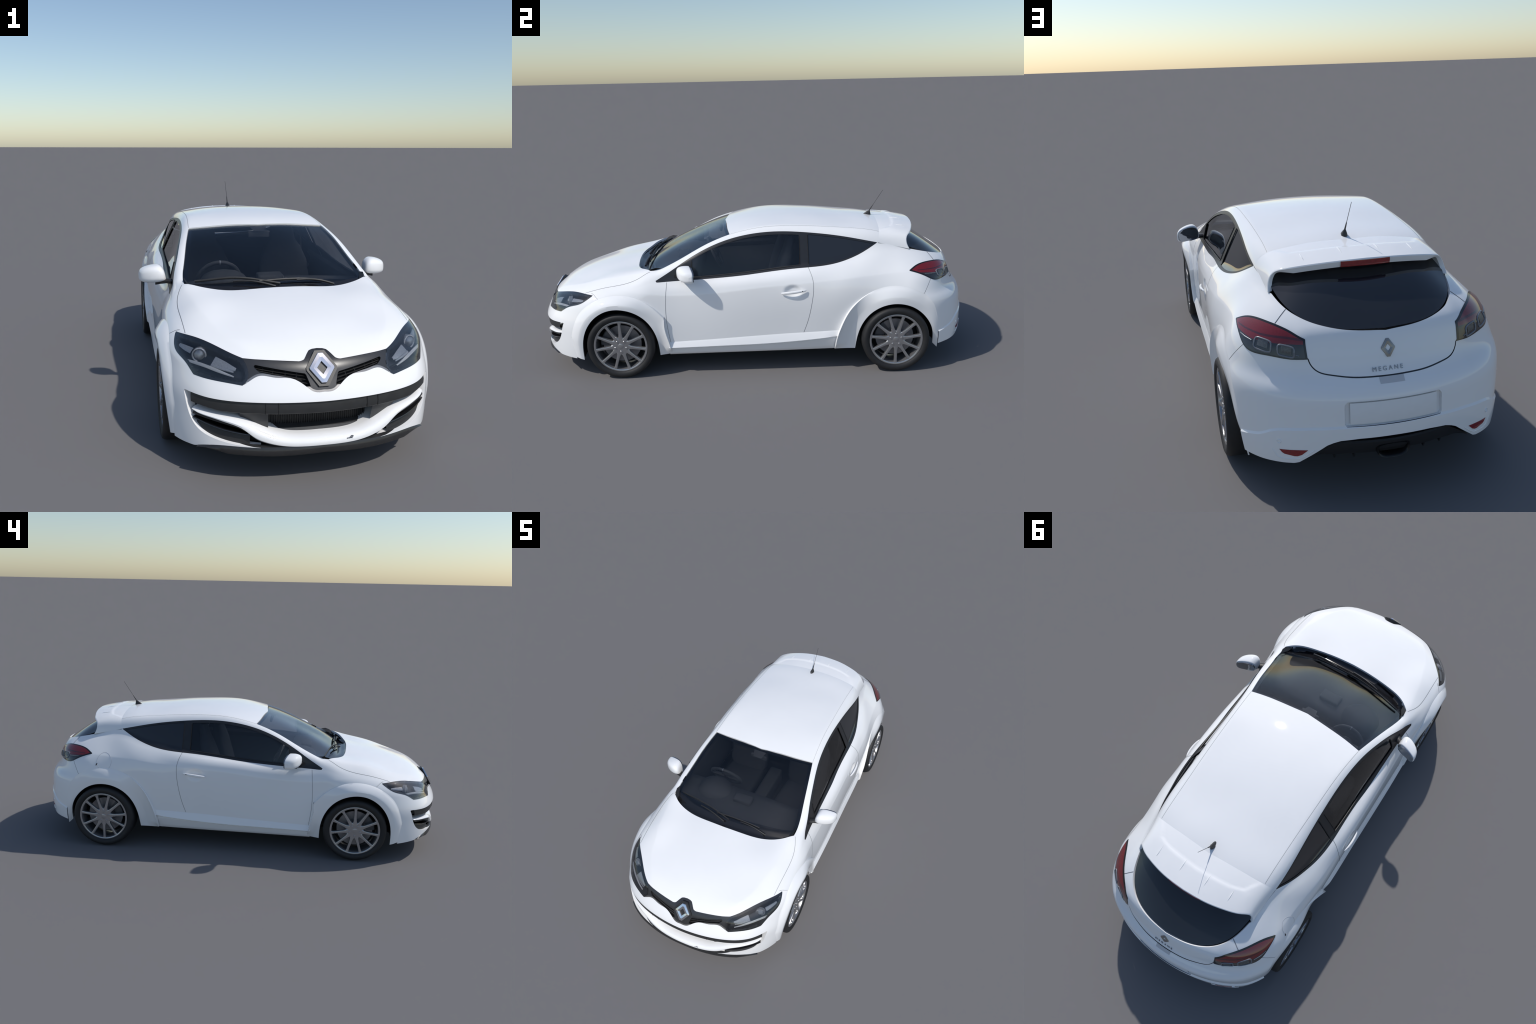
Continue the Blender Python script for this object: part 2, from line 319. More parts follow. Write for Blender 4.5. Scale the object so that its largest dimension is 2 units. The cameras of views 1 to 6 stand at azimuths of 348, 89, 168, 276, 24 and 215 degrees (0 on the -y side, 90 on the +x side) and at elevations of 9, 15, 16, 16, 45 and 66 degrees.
def material(name, color, rough=.5, metal=0., coat=0., spec=.5, vary=.0, scale=60., bump=0., trans=0., ior=1.5, coat_rough=.03):
    m = bpy.data.materials.new(name); m.use_nodes = True; nt = m.node_tree; b = nt.nodes['Principled BSDF']
    b.inputs['Base Color'].default_value = (*color, 1); b.inputs['Roughness'].default_value = rough
    b.inputs['Metallic'].default_value = metal; b.inputs['Coat Weight'].default_value = coat; b.inputs['Coat Roughness'].default_value = coat_rough
    b.inputs['Specular IOR Level'].default_value = spec; b.inputs['Transmission Weight'].default_value = trans; b.inputs['IOR'].default_value = ior
    if vary or bump:
        tc = nt.nodes.new('ShaderNodeTexCoord'); nz = nt.nodes.new('ShaderNodeTexNoise')
        nz.inputs['Scale'].default_value = scale; nz.inputs['Detail'].default_value = 3
        nt.links.new(tc.outputs['Object'], nz.inputs['Vector'])
        if vary:
            r = nt.nodes.new('ShaderNodeValToRGB'); r.color_ramp.elements[0].position = .3; r.color_ramp.elements[1].position = .7
            r.color_ramp.elements[0].color = (*[c * (1 - vary) for c in color], 1); r.color_ramp.elements[1].color = (*[min(1, c * (1 + vary)) for c in color], 1)
            nt.links.new(nz.outputs['Fac'], r.inputs['Fac']); nt.links.new(r.outputs['Color'], b.inputs['Base Color'])
        if bump:
            bp = nt.nodes.new('ShaderNodeBump'); bp.inputs['Strength'].default_value = bump; bp.inputs['Distance'].default_value = .001
            nt.links.new(nz.outputs['Fac'], bp.inputs['Height']); nt.links.new(bp.outputs['Normal'], b.inputs['Normal'])
    return m

PAINT = material('white_paint', (.93, .93, .93), .5, coat=1., spec=.0, vary=.006, scale=9)
GAP = material('gap_lightened', (.46, .46, .48), .6, vary=.05)  # grey raised to include the pale highlights along the shut lines
GAPD = material('deep_gap', (.10, .11, .12), .8, vary=.05)
TRIM = material('window_trim', (.022, .023, .026), .35, vary=.08)
GLOSS = material('gloss_black', (.012, .012, .014), .12, coat=.3, vary=.05)
PLASTIC = material('black_plastic', (.022, .022, .023), .45, vary=.12, scale=200, bump=.05)
DARK = material('unlit_cavity', (.010, .010, .011), .8, vary=.1)
RUBBER = material('tyre_rubber', (.016, .016, .017), .62, vary=.15, scale=120, bump=.08)
ALLOY = material('grey_alloy', (.40, .40, .41), .22, metal=.75, vary=.03)
STEEL = material('brushed_steel', (.30, .29, .30), .42, metal=.6, vary=.06, scale=150)
CHROME = material('chrome', (.82, .82, .84), .10, metal=1., vary=.02)
SATIN = material('satin_metal', (.30, .29, .28), .30, metal=.8, vary=.04)
GLASS = material('tinted_glass', (.60, .62, .64), .0, trans=1., ior=1.45, vary=.01)
PRIVACY = material('privacy_glass', (.018, .020, .024), .02, coat=.6, vary=.02)
LENS = material('clear_lens', (.90, .92, .93), .0, trans=1., ior=1.45, vary=.01)
REDLENS = material('red_lens', (.19, .010, .014), .06, coat=.8, vary=.10, scale=220)
SMOKE = material('smoked_lens', (.030, .031, .034), .06, coat=.7, vary=.10)
SILVER = material('lamp_reflector', (.42, .42, .44), .28, metal=.4, vary=.12, scale=260)
CABIN = material('cabin_plastic', (.11, .11, .118), .7, vary=.08, scale=300, bump=.1)  # cabin colours brightened to offset the weak light behind the glass
FABRIC = material('seat_fabric', (.085, .086, .094), .85, vary=.12, scale=400, bump=.2)
LINING = material('cabin_lining', (.075, .075, .08), .9, vary=.05)
REDSTRIP = material('red_belt', (.30, .015, .02), .6, vary=.08)
MIRRORG = material('mirror_glass', (.20, .22, .25), .04, metal=.8, vary=.02)

def add(name, V, F, mat, parent=car, normals=None, smooth=True, angle=None, kind=None):
    me = bpy.data.meshes.new(name); me.from_pydata(np.asarray(V, float).tolist(), [], [list(map(int, f)) for f in F]); me.update()
    me.polygons.foreach_set('use_smooth', [smooth] * len(me.polygons)); me.materials.append(mat)
    ob = bpy.data.objects.new(name, me); SC.objects.link(ob); ob.parent = parent
    if normals is not None: me.normals_split_custom_set_from_vertices(np.asarray(normals).tolist())
    elif angle is not None:
        with bpy.context.temp_override(object=ob, active_object=ob, selected_objects=[ob], selected_editable_objects=[ob]):
            bpy.ops.object.shade_smooth_by_angle(angle=math.radians(angle))
    if kind: ob['kind'] = kind
    return ob
def twin(ob, parent=None):
    """the same part on the other side of the car"""
    c = ob.copy(); c.scale.x = -1; SC.objects.link(c); c.parent = parent or ob.parent; return c
def grid_faces(nu, nv, wrap_u=False, wrap_v=False):
    F = []
    for i in range(nu if wrap_u else nu - 1):
        for j in range(nv if wrap_v else nv - 1):
            a, b = i, (i + 1) % nu; c, d = j, (j + 1) % nv
            F.append((a * nv + c, b * nv + c, b * nv + d, a * nv + d))
    return F
def loft(name, rows, mat, parent=car, closed=False, cap=False, flip=False, angle=40, smooth=True):
    """surface through a list of equally long point rows"""
    R = np.asarray(rows, float); nu, nv = R.shape[:2]; F = grid_faces(nu, nv, False, closed)
    if cap: F += [tuple(range(nv - 1, -1, -1)), tuple((nu - 1) * nv + k for k in range(nv))]
    if flip: F = [f[::-1] for f in F]
    return add(name, R.reshape(-1, 3), F, mat, parent, angle=angle, smooth=smooth)
def lathe(name, prof, mat, parent, n=96, angle=40, closed=True):
    """turn a profile of (radius, x) around the x axis"""
    a = np.linspace(0, 2 * np.pi, n, endpoint=False); p = np.asarray(prof, float)
    R = np.stack([np.stack([p[:, 1], p[:, 0] * np.cos(t), p[:, 0] * np.sin(t)], 1) for t in a])
    F = grid_faces(n, len(p), True, closed)
    return add(name, R.reshape(-1, 3), F, mat, parent, angle=angle)
def tube(name, path, radius, mat, parent=car, n=12, flat=None, cap=True, angle=50):
    """round or oval bar along a path; radius may vary; flat = (a, b) half sizes along side and up"""
    P = np.asarray(path, float); m = len(P); r = np.broadcast_to(np.asarray(radius, float), (m,))
    tg = np.gradient(P, axis=0); tg /= np.linalg.norm(tg, axis=1, keepdims=True) + 1e-12
    up = np.array([0, 0, 1.0]); rows = []
    for i in range(m):
        s = np.cross(tg[i], up); s = s / np.linalg.norm(s) if np.linalg.norm(s) > 1e-3 else np.array([1.0, 0, 0]); u = np.cross(s, tg[i])
        th = np.linspace(0, 2 * np.pi, n, endpoint=False); a, b = flat if flat else (1, 1)
        rows.append(P[i] + r[i] * (a * np.cos(th)[:, None] * s + b * np.sin(th)[:, None] * u))
    return loft(name, rows, mat, parent, closed=True, cap=cap, angle=angle)
def block(name, size, loc, mat, parent=car, rot=(0, 0, 0), bevel=.004, seg=3):
    import bmesh
    bm = bmesh.new(); bmesh.ops.create_cube(bm, size=1); bmesh.ops.scale(bm, vec=size, verts=bm.verts)
    if bevel: bmesh.ops.bevel(bm, geom=bm.edges[:], offset=bevel, segments=seg, affect='EDGES', profile=.5)
    me = bpy.data.meshes.new(name); bm.to_mesh(me); bm.free(); me.materials.append(mat)
    me.polygons.foreach_set('use_smooth', [True] * len(me.polygons))
    ob = bpy.data.objects.new(name, me); SC.objects.link(ob); ob.parent = parent; ob.location = loc; ob.rotation_euler = rot
    me.transform(Matrix.Identity(4)); return ob
def empty(name, parent=car, loc=(0, 0, 0)):
    e = bpy.data.objects.new(name, None); SC.objects.link(e); e.parent = parent; e.location = loc; return e
def disc_prism(outline, depth_vec):
    """closed prism over a planar or curved outline: faces front, back and walls"""
    P = np.asarray(outline, float); n = len(P); V = np.vstack([P, P + np.asarray(depth_vec)])
    F = [tuple(range(n)), tuple(range(2 * n - 1, n - 1, -1))] + [(i, n + i, n + (i + 1) % n, (i + 1) % n) for i in range(n)]
    return V, F
def interp_curve(curve, axis, n=80):
    P = spline(curve, n); o = np.argsort(P[:, axis]); return P[o]

# ---------------------------------------------------------------- body skin and its panels
B = Body(); SK = Skin(B, .005)
XY, XZ, YZ = [[1, 0, 0], [0, 1, 0]], [[1, 0, 0], [0, 0, 1]], [[0, 1, 0], [0, 0, 1]]
HL_AX, TL_AX = [[.63, .77, 0], [0, 0, 1]], [[-.6, .8, 0], [0, 0, 1]]
def nose_point(x, z, off=0.):
    """point on the nose sheet, moved out by off"""
    x, z = np.atleast_1d(np.asarray(x, float)), np.atleast_1d(np.asarray(z, float)); y, gx, gz = B.F.grad(x, z)
    n = np.stack([gx, -np.ones_like(x), gz], 1); n /= np.linalg.norm(n, axis=1, keepdims=True)
    return np.stack([x, y, z], 1) + n * np.reshape(off, (-1, 1))
def tail_point(x, z, off=0.):
    x, z = np.atleast_1d(np.asarray(x, float)), np.atleast_1d(np.asarray(z, float)); y, gx, gz = B.R.grad(x, z)
    n = np.stack([-gx, np.ones_like(x), -gz], 1); n /= np.linalg.norm(n, axis=1, keepdims=True)
    return np.stack([x, y, z], 1) + n * np.reshape(off, (-1, 1))
def side_point(y, z, off=0.):
    P = np.stack([np.full(len(y), .42), np.asarray(y, float), np.asarray(z, float)], 1)
    for _ in range(8):
        f, g = B.eval(P); P[:, 0] -= f / np.maximum(g[:, 0], .2)
    return P + B.normals(P) * off
P2 = lambda pts, axes: np.asarray(pts, float) @ np.asarray(axes, float).T
cat = np.concatenate

# lower border of the painted skin: nose lip, door crease, tail arch
LIP = interp_curve(LIP_TOP, 0); CREASE = interp_curve(DOOR_CREASE, 1)
TAIL_EDGE = np.array([(0,.203),(.097,.202),(.147,.198),(.166,.192),(.181,.185),(.238,.140),(.250,.130),(.262,.1255),(.286,.123),(.315,.122),(.358,.118),(.42,.108)])
def low_border(P):
    front = np.interp(P[:, 0], np.r_[LIP[:, 0], .40], np.r_[LIP[:, 2], .090]); mid = np.interp(P[:, 1], CREASE[:, 1], CREASE[:, 2])
    rear = np.interp(P[:, 0], TAIL_EDGE[:, 0], TAIL_EDGE[:, 1])
    return np.where(P[:, 1] < -.6, front, np.where(P[:, 1] > .6, rear, mid))
F_BORDER = cat([spline([(-.786,.02),(-.797,.10),(-.814,.193)], 12), spline([p[1:] for p in F_FLARE], 60)[1:], spline([(-.392,.276),(-.394,.24),(-.385,.19),(-.372,.14),(-.366,.05)], 24)[1:]])
R_BORDER = cat([spline([(.362,.05),(.366,.15),(.377,.194)], 12), spline([p[1:] for p in R_FLARE], 60)[1:], spline([(.754,.359),(.795,.315),(.818,.25),(.826,.19),(.826,.05)], 24)[1:]])
out = lambda V: V[:, 0] > .25
SK.cut(SK.V[:, 2] - low_border(SK.V), 'open')
SK.cut(SK.field(YZ, cat([F_BORDER, [(-.366,-.2),(-.786,-.2)]]), lambda V: out(V) & (V[:, 1] < -.2) & (V[:, 2] < .42)), 'open')
SK.cut(SK.field(YZ, cat([R_BORDER, [(.826,-.2),(.362,-.2)]]), lambda V: out(V) & (V[:, 1] > .2) & (V[:, 2] < .42)), 'open')
# head lamps and grille share their inner edge
LAMP_INNER = spline([(.217,.350),(.205,.334),(.201,.315),(.206,.298),(.219,.285)], 14)
LAMP_INNER3 = nose_point(LAMP_INNER[:, 0], LAMP_INNER[:, 1])
HL_POLY = cat([spline(HL_TOP, 40), LAMP_INNER3[1:], spline(HL_BOT, 30)[::-1][1:], spline(HL_LOW, 30)[::-1][1:]])
nose = lambda V: V[:, 1] < -.55
SK.cut(SK.field(HL_AX, P2(HL_POLY, HL_AX), lambda V: nose(V) & (V[:, 2] > .22)), 'lamp_front', ['body'])
NOTCH = [(.058,.342),(.046,.345),(.034,.357),(.026,.3635),(.016,.366),(0,.367)]
G_POLY = cat([[(-.1,.367)], np.array(NOTCH)[::-1], spline([p[::2] for p in HOOD_EDGE], 20)[::-1][1:], LAMP_INNER[1:], spline([p[::2] for p in GRILLE_LOW], 60)[1:], [(-.1,.267)]])
SK.cut(SK.field(XZ, G_POLY, lambda V: V[:, 1] < -.85), 'grille', ['body'])
I_POLY = cat([[(-.1,.243)], spline([p[::2] for p in BAND_TOP], 40), spline([p[::2] for p in INTAKE_SIDE], 50)[1:], [(-.1,.108)]])
SK.cut(SK.field(XZ, I_POLY, lambda V: V[:, 1] < -.70), 'intake', ['body'])
# glass openings
WS_POLY = cat([[(-.1,-.129)], spline([p[:2] for p in WS_TOP], 20), spline([p[:2] for p in PILLAR], 40)[1:], spline([p[:2] for p in COWL], 40)[::-1][1:], [(-.1,-.542)]])
SK.cut(SK.field(XY, WS_POLY, lambda V: (V[:, 2] > .43) & (V[:, 1] < .2)), 'windscreen_area', ['body'])
WIN_POLY = cat([spline([p[1:] for p in [(0,-.428,.436)] + WIN_TOP], 70), spline([p[1:] for p in WIN_BOT[1:]], 60)[::-1][1:], [(-.422,.430)]])
SK.cut(SK.field(YZ, WIN_POLY, lambda V: (V[:, 0] > .24) & (V[:, 2] > .40)), 'side_window_area', ['body'])
RG_POLY = cat([[(-.1,.593)], spline([p[:2] for p in ROOF_SEAM], 40), [(.279,.63),(.273,.68),(.270,.71)], spline([p[:2] for p in REAR_GLASS], 40)[::-1][1:], [(-.1,.918)]])
SK.cut(SK.field(XY, RG_POLY, lambda V: (V[:, 1] > .5) & (V[:, 2] > .44)), 'rear_glass_area', ['body'])
TL_POLY = cat([spline(TAIL_TOP, 40), spline(TAIL_LOW, 40)[::-1][:-1]])
SK.cut(SK.field(TL_AX, P2(TL_POLY, TL_AX), lambda V: (V[:, 1] > .6) & (V[:, 2] > .36) & (V[:, 0] > .12)), 'lamp_rear', ['body'])
PLATE = (.124, .240, .302)
SK.cut(SK.field(XZ, [(-.2,PLATE[1]-.004),(.132,PLATE[1]-.004),(.136,PLATE[1]+.003),(.136,PLATE[2]-.006),(.128,PLATE[2]+.003),(-.2,PLATE[2]+.003)], lambda V: V[:, 1] > .9), 'plate_area', ['body'])
# painted panels
SK.cut(SK.field(XY, cat([[(-.1,-1.1),(.217,-1.1),(.30,-.90),(.345,-.80)], spline([p[:2] for p in HOOD_SIDE], 40), spline([p[:2] for p in COWL], 40)[::-1], [(-.1,-.542)]]), lambda V: (V[:, 2] > .325) & (V[:, 1] < -.3)), 'hood', ['body'])
SK.cut(SK.field(XY, cat([[(-.1,-.16)], spline([p[:2] for p in WS_TOP], 20), spline([p[:2] for p in ROOF_RAIL], 40)[1:], [(.246,.70),(-.1,.70)]]), lambda V: V[:, 2] > .56), 'roof', ['body'])
GATE_LOW = spline([(-.05,.3555),(0,.355),(.05,.3555),(.10,.357),(.158,.364),(.194,.375),(.207,.391),(.211,.404)], 60); GATE_LOW = GATE_LOW[GATE_LOW[:, 0] >= 0]
SPLIT = [(.216,.430),(.219,.453),(.25,.466),(.279,.478),(.265,.490),(.243,.507)]
SK.cut(SK.field(XZ, cat([[(-.1,.355)], GATE_LOW, SPLIT, [(.22,.60),(-.1,.60)]]), lambda V: V[:, 1] > .76), 'tailgate', ['body'])
SEAM_F = [(-.712,.385),(-.701,.382),(-.681,.367),(-.658,.331),(-.62,.27)]; SEAM_R = [(.81,.45),(.789,.416),(.754,.359),(.728,.315),(.69,.25)]
SK.cut(SK.field(YZ, SEAM_F + [(-.62,-.1),(-1.2,-.1),(-1.2,.45),(-.712,.45)], lambda V: V[:, 1] < -.3), 'front_bumper', ['body'])
SK.cut(SK.field(YZ, [(1.2,.45)] + SEAM_R + [(.69,-.1),(1.2,-.1)], lambda V: V[:, 1] > .3), 'rear_bumper', ['body'])
DOOR = cat([spline([p[1:] for p in DOOR_FRONT], 30), [(-.372,.05),(.222,.05)], spline([p[1:] for p in DOOR_REAR], 30)[::-1], [(.246,.55),(-.378,.50)]])
SK.cut(SK.field(YZ, DOOR, lambda V: (V[:, 0] > .25) & (V[:, 2] < .52)), 'door', ['body'])
SK.relabel(lambda C: C[:, 1] < -.30, 'fender', ['body']); SK.relabel(lambda C: C[:, 1] >= -.30, 'quarter_panel', ['body'])
CREASE_R = np.array([(0,.241),(.097,.240),(.218,.235),(.280,.2285),(.301,.225),(.319,.218),(.333,.208),(.346,.199),(.369,.189),(.389,.178),(.42,.170)])
rc = lambda V: np.where(V[:, 1] > .6, V[:, 2] - np.interp(V[:, 0], CREASE_R[:, 0], CREASE_R[:, 1]), 1.)
SK.cut(rc(SK.V), 'rear_apron', ['rear_bumper']); SK.cut(np.minimum(rc(SK.V) + .002, 1), 'rear_apron', ['rear_apron']); SK.cut(np.minimum(rc(SK.V) + .006, 1), 'rear_apron', ['rear_apron'])
painted = ['hood', 'roof', 'tailgate', 'front_bumper', 'rear_bumper', 'door', 'fender', 'quarter_panel']
# shut lines, a hair wide
for axes, line, w, where in (
    (XY, spline([p[:2] for p in HOOD_SIDE], 50), .0009, lambda V: (V[:, 2] > .36) & (V[:, 1] < -.40)),
    (XY, cat([spline([p[:2] for p in ROOF_RAIL], 40)]), .0006, lambda V: V[:, 2] > .58),
    (YZ, spline([p[1:] for p in DOOR_FRONT], 30), .0010, lambda V: (V[:, 0] > .3) & (V[:, 2] < .45)),
    (YZ, spline([p[1:] for p in DOOR_REAR], 30), .0010, lambda V: (V[:, 0] > .3) & (V[:, 2] < .50)),
    (YZ, SEAM_F[:4], .0008, lambda V: (V[:, 0] > .3) & (V[:, 1] < -.5)),
    (YZ, SEAM_R[1:4], .0008, lambda V: (V[:, 0] > .3) & (V[:, 1] > .5)),
    (XZ, cat([[(-.05,.355)], GATE_LOW]), .0016, lambda V: V[:, 1] > .8),
    (XZ, SPLIT[3:], .0009, lambda V: V[:, 1] > .75)):
    SK.cut(SK.field(axes, line, where, closed=False, width=w), 'tailgate_gap' if w > .0015 else 'shut_line', painted)
SK.finish()

for name in ('hood', 'roof', 'tailgate', 'front_bumper', 'rear_bumper'):
    V, F, N = SK.piece([name], full=True); add(name, V, F, PAINT, normals=N)
V, F, N = SK.piece(['rear_apron'], full=True); VA = V * [1, 1, 1]; VA[:, 0] = np.abs(VA[:, 0]); rr = -rc(VA); V = V + N * (.0045 * np.clip(rr / .006, 0, 1))[:, None]; apron = add('rear_apron', V, F, PAINT, angle=30)
for name in ('door', 'fender', 'quarter_panel'):
    V, F, N = SK.piece([name]); twin(add(name, V, F, PAINT, normals=N))
V, F, N = SK.piece(['shut_line'], full=True, shift=-.0012); add('shut_line', V, F, GAP, normals=N, kind='stuff')
V, F, N = SK.piece(['tailgate_gap'], full=True, shift=-.004); add('tailgate_gap', V, F, GAPD, normals=N, kind='stuff')
V, F, N = SK.piece([p for p in painted if p not in ('front_bumper', 'rear_bumper')], full=True, shift=-.008, flip=True)
keep = V[F].mean(1)[:, 1]; add('cabin_lining', V, F[(keep > -.40) & (keep < .80)], LINING, normals=N, kind='stuff')
for what, opening, depth, mat in ((['front_bumper'], ['intake'], .03, PAINT), (['front_bumper', 'hood', 'fender'], ['lamp_front', 'grille'], .010, PLASTIC),
                                  (['rear_bumper', 'rear_apron'], ['plate_area'], .010, PAINT), (['tailgate', 'rear_bumper', 'quarter_panel'], ['lamp_rear'], .010, PLASTIC),
                                  (painted, ['side_window_area'], .008, PLASTIC), (['hood'], ['windscreen_area'], .02, PAINT), (['fender', 'quarter_panel', 'roof'], ['windscreen_area'], .010, PAINT),
                                  (['tailgate', 'quarter_panel'], ['rear_glass_area'], .010, PAINT), (['rear_bumper', 'front_bumper', 'rear_apron'], ['open'], .02, PAINT)):
    V, F = SK.flange(what, opening, depth, full=True)
    if len(F): add('opening_edge', V, F, mat, smooth=False, kind='stuff')
# ---------------------------------------------------------------- wheel-arch flares, sills, liners
def resample(P, n):
    P = np.asarray(P, float); s = np.r_[0, np.cumsum(np.linalg.norm(np.diff(P, axis=0), axis=1))]
    t = np.linspace(0, s[-1], n); return np.stack([np.interp(t, s, P[:, k]) for k in range(P.shape[1])], 1)
def fair(P, n=120, passes=6):
    """resample and soften a polyline, ends fixed"""
    P = resample(P, n)
    for _ in range(passes): P[1:-1] = .25 * P[:-2] + .5 * P[1:-1] + .25 * P[2:]
    return P
def flare(border, arch, lift, hub, name):
    n = 96; k = (border[:, 1] > .093); Bd = resample(border[k], n); S0 = side_point(Bd[:, 0], Bd[:, 1]); A = fair(spline(arch, 200), n, 3)
    h = np.asarray(hub)
    # pair points of border and arch that lie on one ray from the wheel centre
    def ang(P): return np.unwrap(np.arctan2(P[:, 2] - h[1], P[:, 1] - h[0]))
    t = np.linspace(0, 1, n); aS, aA = ang(S0), ang(A)
    if aS[0] < aS[-1]: aS, aA, S0, A = aS[::-1], aA[::-1], S0[::-1], A[::-1]
    u = np.clip((aA - aA[0]) / (aA[-1] - aA[0]), 0, 1); uS = (aS - aS[0]) / (aS[-1] - aS[0])
    S0 = np.stack([np.interp(u, np.maximum.accumulate(uS), S0[:, q]) for q in range(3)], 1)
    up = np.interp(S0[:, 1], *lift)[:, None] * np.clip((S0[:, 2:3] - .10) / .03, 0, 1)
    inn = (np.abs(S0[:, 1]) < abs(h[0])) & (S0[:, 2] < .15)                 # door side: run out flush with the skirt
    S0[inn, 0] = np.minimum(S0[inn, 0], np.interp(S0[inn, 2], [.09, .13, .15], [.380, .393, .399]))
    ex = np.array([1.0, 0, 0]); rows = [S0 - ex * .004, S0 + ex * 0]
    rows.append(S0 + (A - S0) * .02 + ex * up * .9)
    for f, g in ((.12, .30), (.28, .58), (.45, .84), (.58, .98), (.64, 1.03), (.80, 1.03), (.95, 1.01)):
        q = S0 + (A - S0) * f; q[:, 0] = S0[:, 0] + (A[:, 0] - S0[:, 0]) * g + up[:, 0] * (1 - g) * .9; rows.append(q)
    rows += [A, A + (h_dir(A, h) * .003) - ex * .004, A + h_dir(A, h) * .004 - ex * .022]
    ob = loft(name, rows, PAINT, angle=28); twin(ob); return A
def h_dir(A, h):
    d = np.zeros_like(A); d[:, 1:] = A[:, 1:] - h; return d / np.linalg.norm(d, axis=1, keepdims=True)
HUB_F, HUB_R, RAD = (-.592, .1505), (.633, .1505), .1505
AF = flare(F_BORDER, F_ARCH, ([-.56, -.48, -.42, -.39, -.30], [0, .005, .014, .018, .018]), HUB_F, 'front_arch_flare')
AR = flare(R_BORDER, R_ARCH, ([.30, .385, .425, .48, .54, .9], [.022, .022, .013, .004, 0, 0]), HUB_R, 'rear_arch_flare')
for A, hub in ((AF, HUB_F), (AR, HUB_R)):
    h = np.asarray(hub); ex = np.array([1.0, 0, 0]); d = h_dir(A, h)
    r1 = A + d * .004 - ex * .020; r2 = A + d * .012; r2[:, 0] = .33; r3 = r2.copy(); r3[:, 0] = .235; r4 = r3.copy(); r4[:, 1:] = h + (r3[:, 1:] - h) * .2
    twin(loft('arch_liner', [r1, r2, r3, r4], DARK, angle=40))
# sill under the door: bright ledge, shadow step, skirt
ys = np.linspace(-.380, .400, 60); cz = np.interp(ys, CREASE[:, 1], CREASE[:, 2]); DB = interp_curve(DOOR_BOT, 1); bz = np.interp(ys, DB[:, 1], DB[:, 2]); SB = interp_curve(SILL_BOT, 1); sz = np.interp(ys, SB[:, 1], SB[:, 2]); sx = np.interp(ys, SB[:, 1], SB[:, 0])
cx = side_point(ys, cz + .0005)[:, 0]
tp = np.clip((.400 - ys) / .07, 0, 1)
row = lambda x, z: np.stack([np.broadcast_to(x, ys.shape), ys, np.broadcast_to(z, ys.shape)], 1)
twin(loft('door_ledge', [row(cx - .004, cz + .001), row(cx, cz), row(cx + .004 * tp, cz * .75 + bz * .25), row(cx + .009 * tp, cz * .25 + bz * .75), row(cx + .011 * tp, bz + .003), row(cx + .010 * tp, bz), row(.392, bz - .0015), row(.386, bz - .003)], PAINT, angle=30))
twin(loft('side_skirt', [row(.384, bz + .004), row(.390, bz - .004), row(.394, bz * .8 + sz * .2), row(sx + .010, bz * .35 + sz * .65), row(sx + .002, sz + .004), row(sx - .004, sz), row(.33, sz - .003)], PAINT, angle=35))
# underbody
fl = [(.22,-.92),(.28,-.86),(.24,-.78),(.24,-.40),(.375,-.40),(.375,.44),(.24,.46),(.24,.82),(.30,.84),(.20,.88)]
fl = [(0,-.94)] + [(x, y) for x, y in fl if x > 0]; fl = fl + [(-x, y) for x, y in fl[::-1] if x > 0]
V, F = disc_prism([(x, y, .098) for x, y in fl], (0, 0, .03)); add('underbody', V, F, DARK, smooth=False)

# ---------------------------------------------------------------- windscreen, cowl, wipers
def top_z(x, y): return B.GT.grad(np.asarray(x, float).ravel().copy(), np.asarray(y, float).ravel().copy())[0].reshape(np.shape(x))
def top_grid(X, Y, off):
    x, y = X.ravel().copy(), Y.ravel().copy(); z, a, b = B.GT.grad(x, y); n = np.stack([-a, -b, np.ones_like(a)], 1); n /= np.linalg.norm(n, axis=1, keepdims=True)
    return (np.stack([x, y, z], 1) + n * off).reshape(*X.shape, 3)
def pane(name, G, thick, mat, parent=car):
    """sheet of glass with real thickness from a grid of points"""
    nu, nv = G.shape[:2]; du = np.gradient(G, axis=0); dv = np.gradient(G, axis=1); n = np.cross(du, dv); n /= np.linalg.norm(n, axis=2, keepdims=True)
    if n[nu // 2, nv // 2, 2] < 0: n = -n
    V = np.vstack([G.reshape(-1, 3), (G - n * thick).reshape(-1, 3)]); F0 = grid_faces(nu, nv); m = nu * nv
    c = np.cross(G[1, 0] - G[0, 0], G[1, 1] - G[0, 0]) @ n[0, 0]
    F0 = F0 if c > 0 else [f[::-1] for f in F0]
    rim = [i * nv for i in range(nu)] + [(nu - 1) * nv + j for j in range(1, nv)] + [i * nv + nv - 1 for i in range(nu - 2, -1, -1)] + [j for j in range(nv - 2, 0, -1)]
    F = F0 + [tuple(q + m for q in f[::-1]) for f in F0] + [(rim[i], rim[(i + 1) % len(rim)], rim[(i + 1) % len(rim)] + m, rim[i] + m) for i in range(len(rim))]
    return add(name, V, F, mat, parent, angle=40)
PL = spline(PILLAR, 41); WT = interp_curve(WS_TOP, 0); CW = interp_curve(COWL, 0)
PL = PL[PL[:, 1] > -.448]
u = np.linspace(-1, 1, 61); v = np.linspace(0, 1, 31)
px = np.interp(v, np.linspace(0, 1, len(PL)), PL[:, 0] + .004); py = np.interp(v, np.linspace(0, 1, len(PL)), PL[:, 1])
yc = np.linspace(-.126, -.498, 31); X = u[:, None] * px[None]; Y = py[None] + (yc - py)[None] * (1 - np.abs(u[:, None])**2.2)
pane('windscreen', top_grid(X, Y, -.004), .004, GLASS)
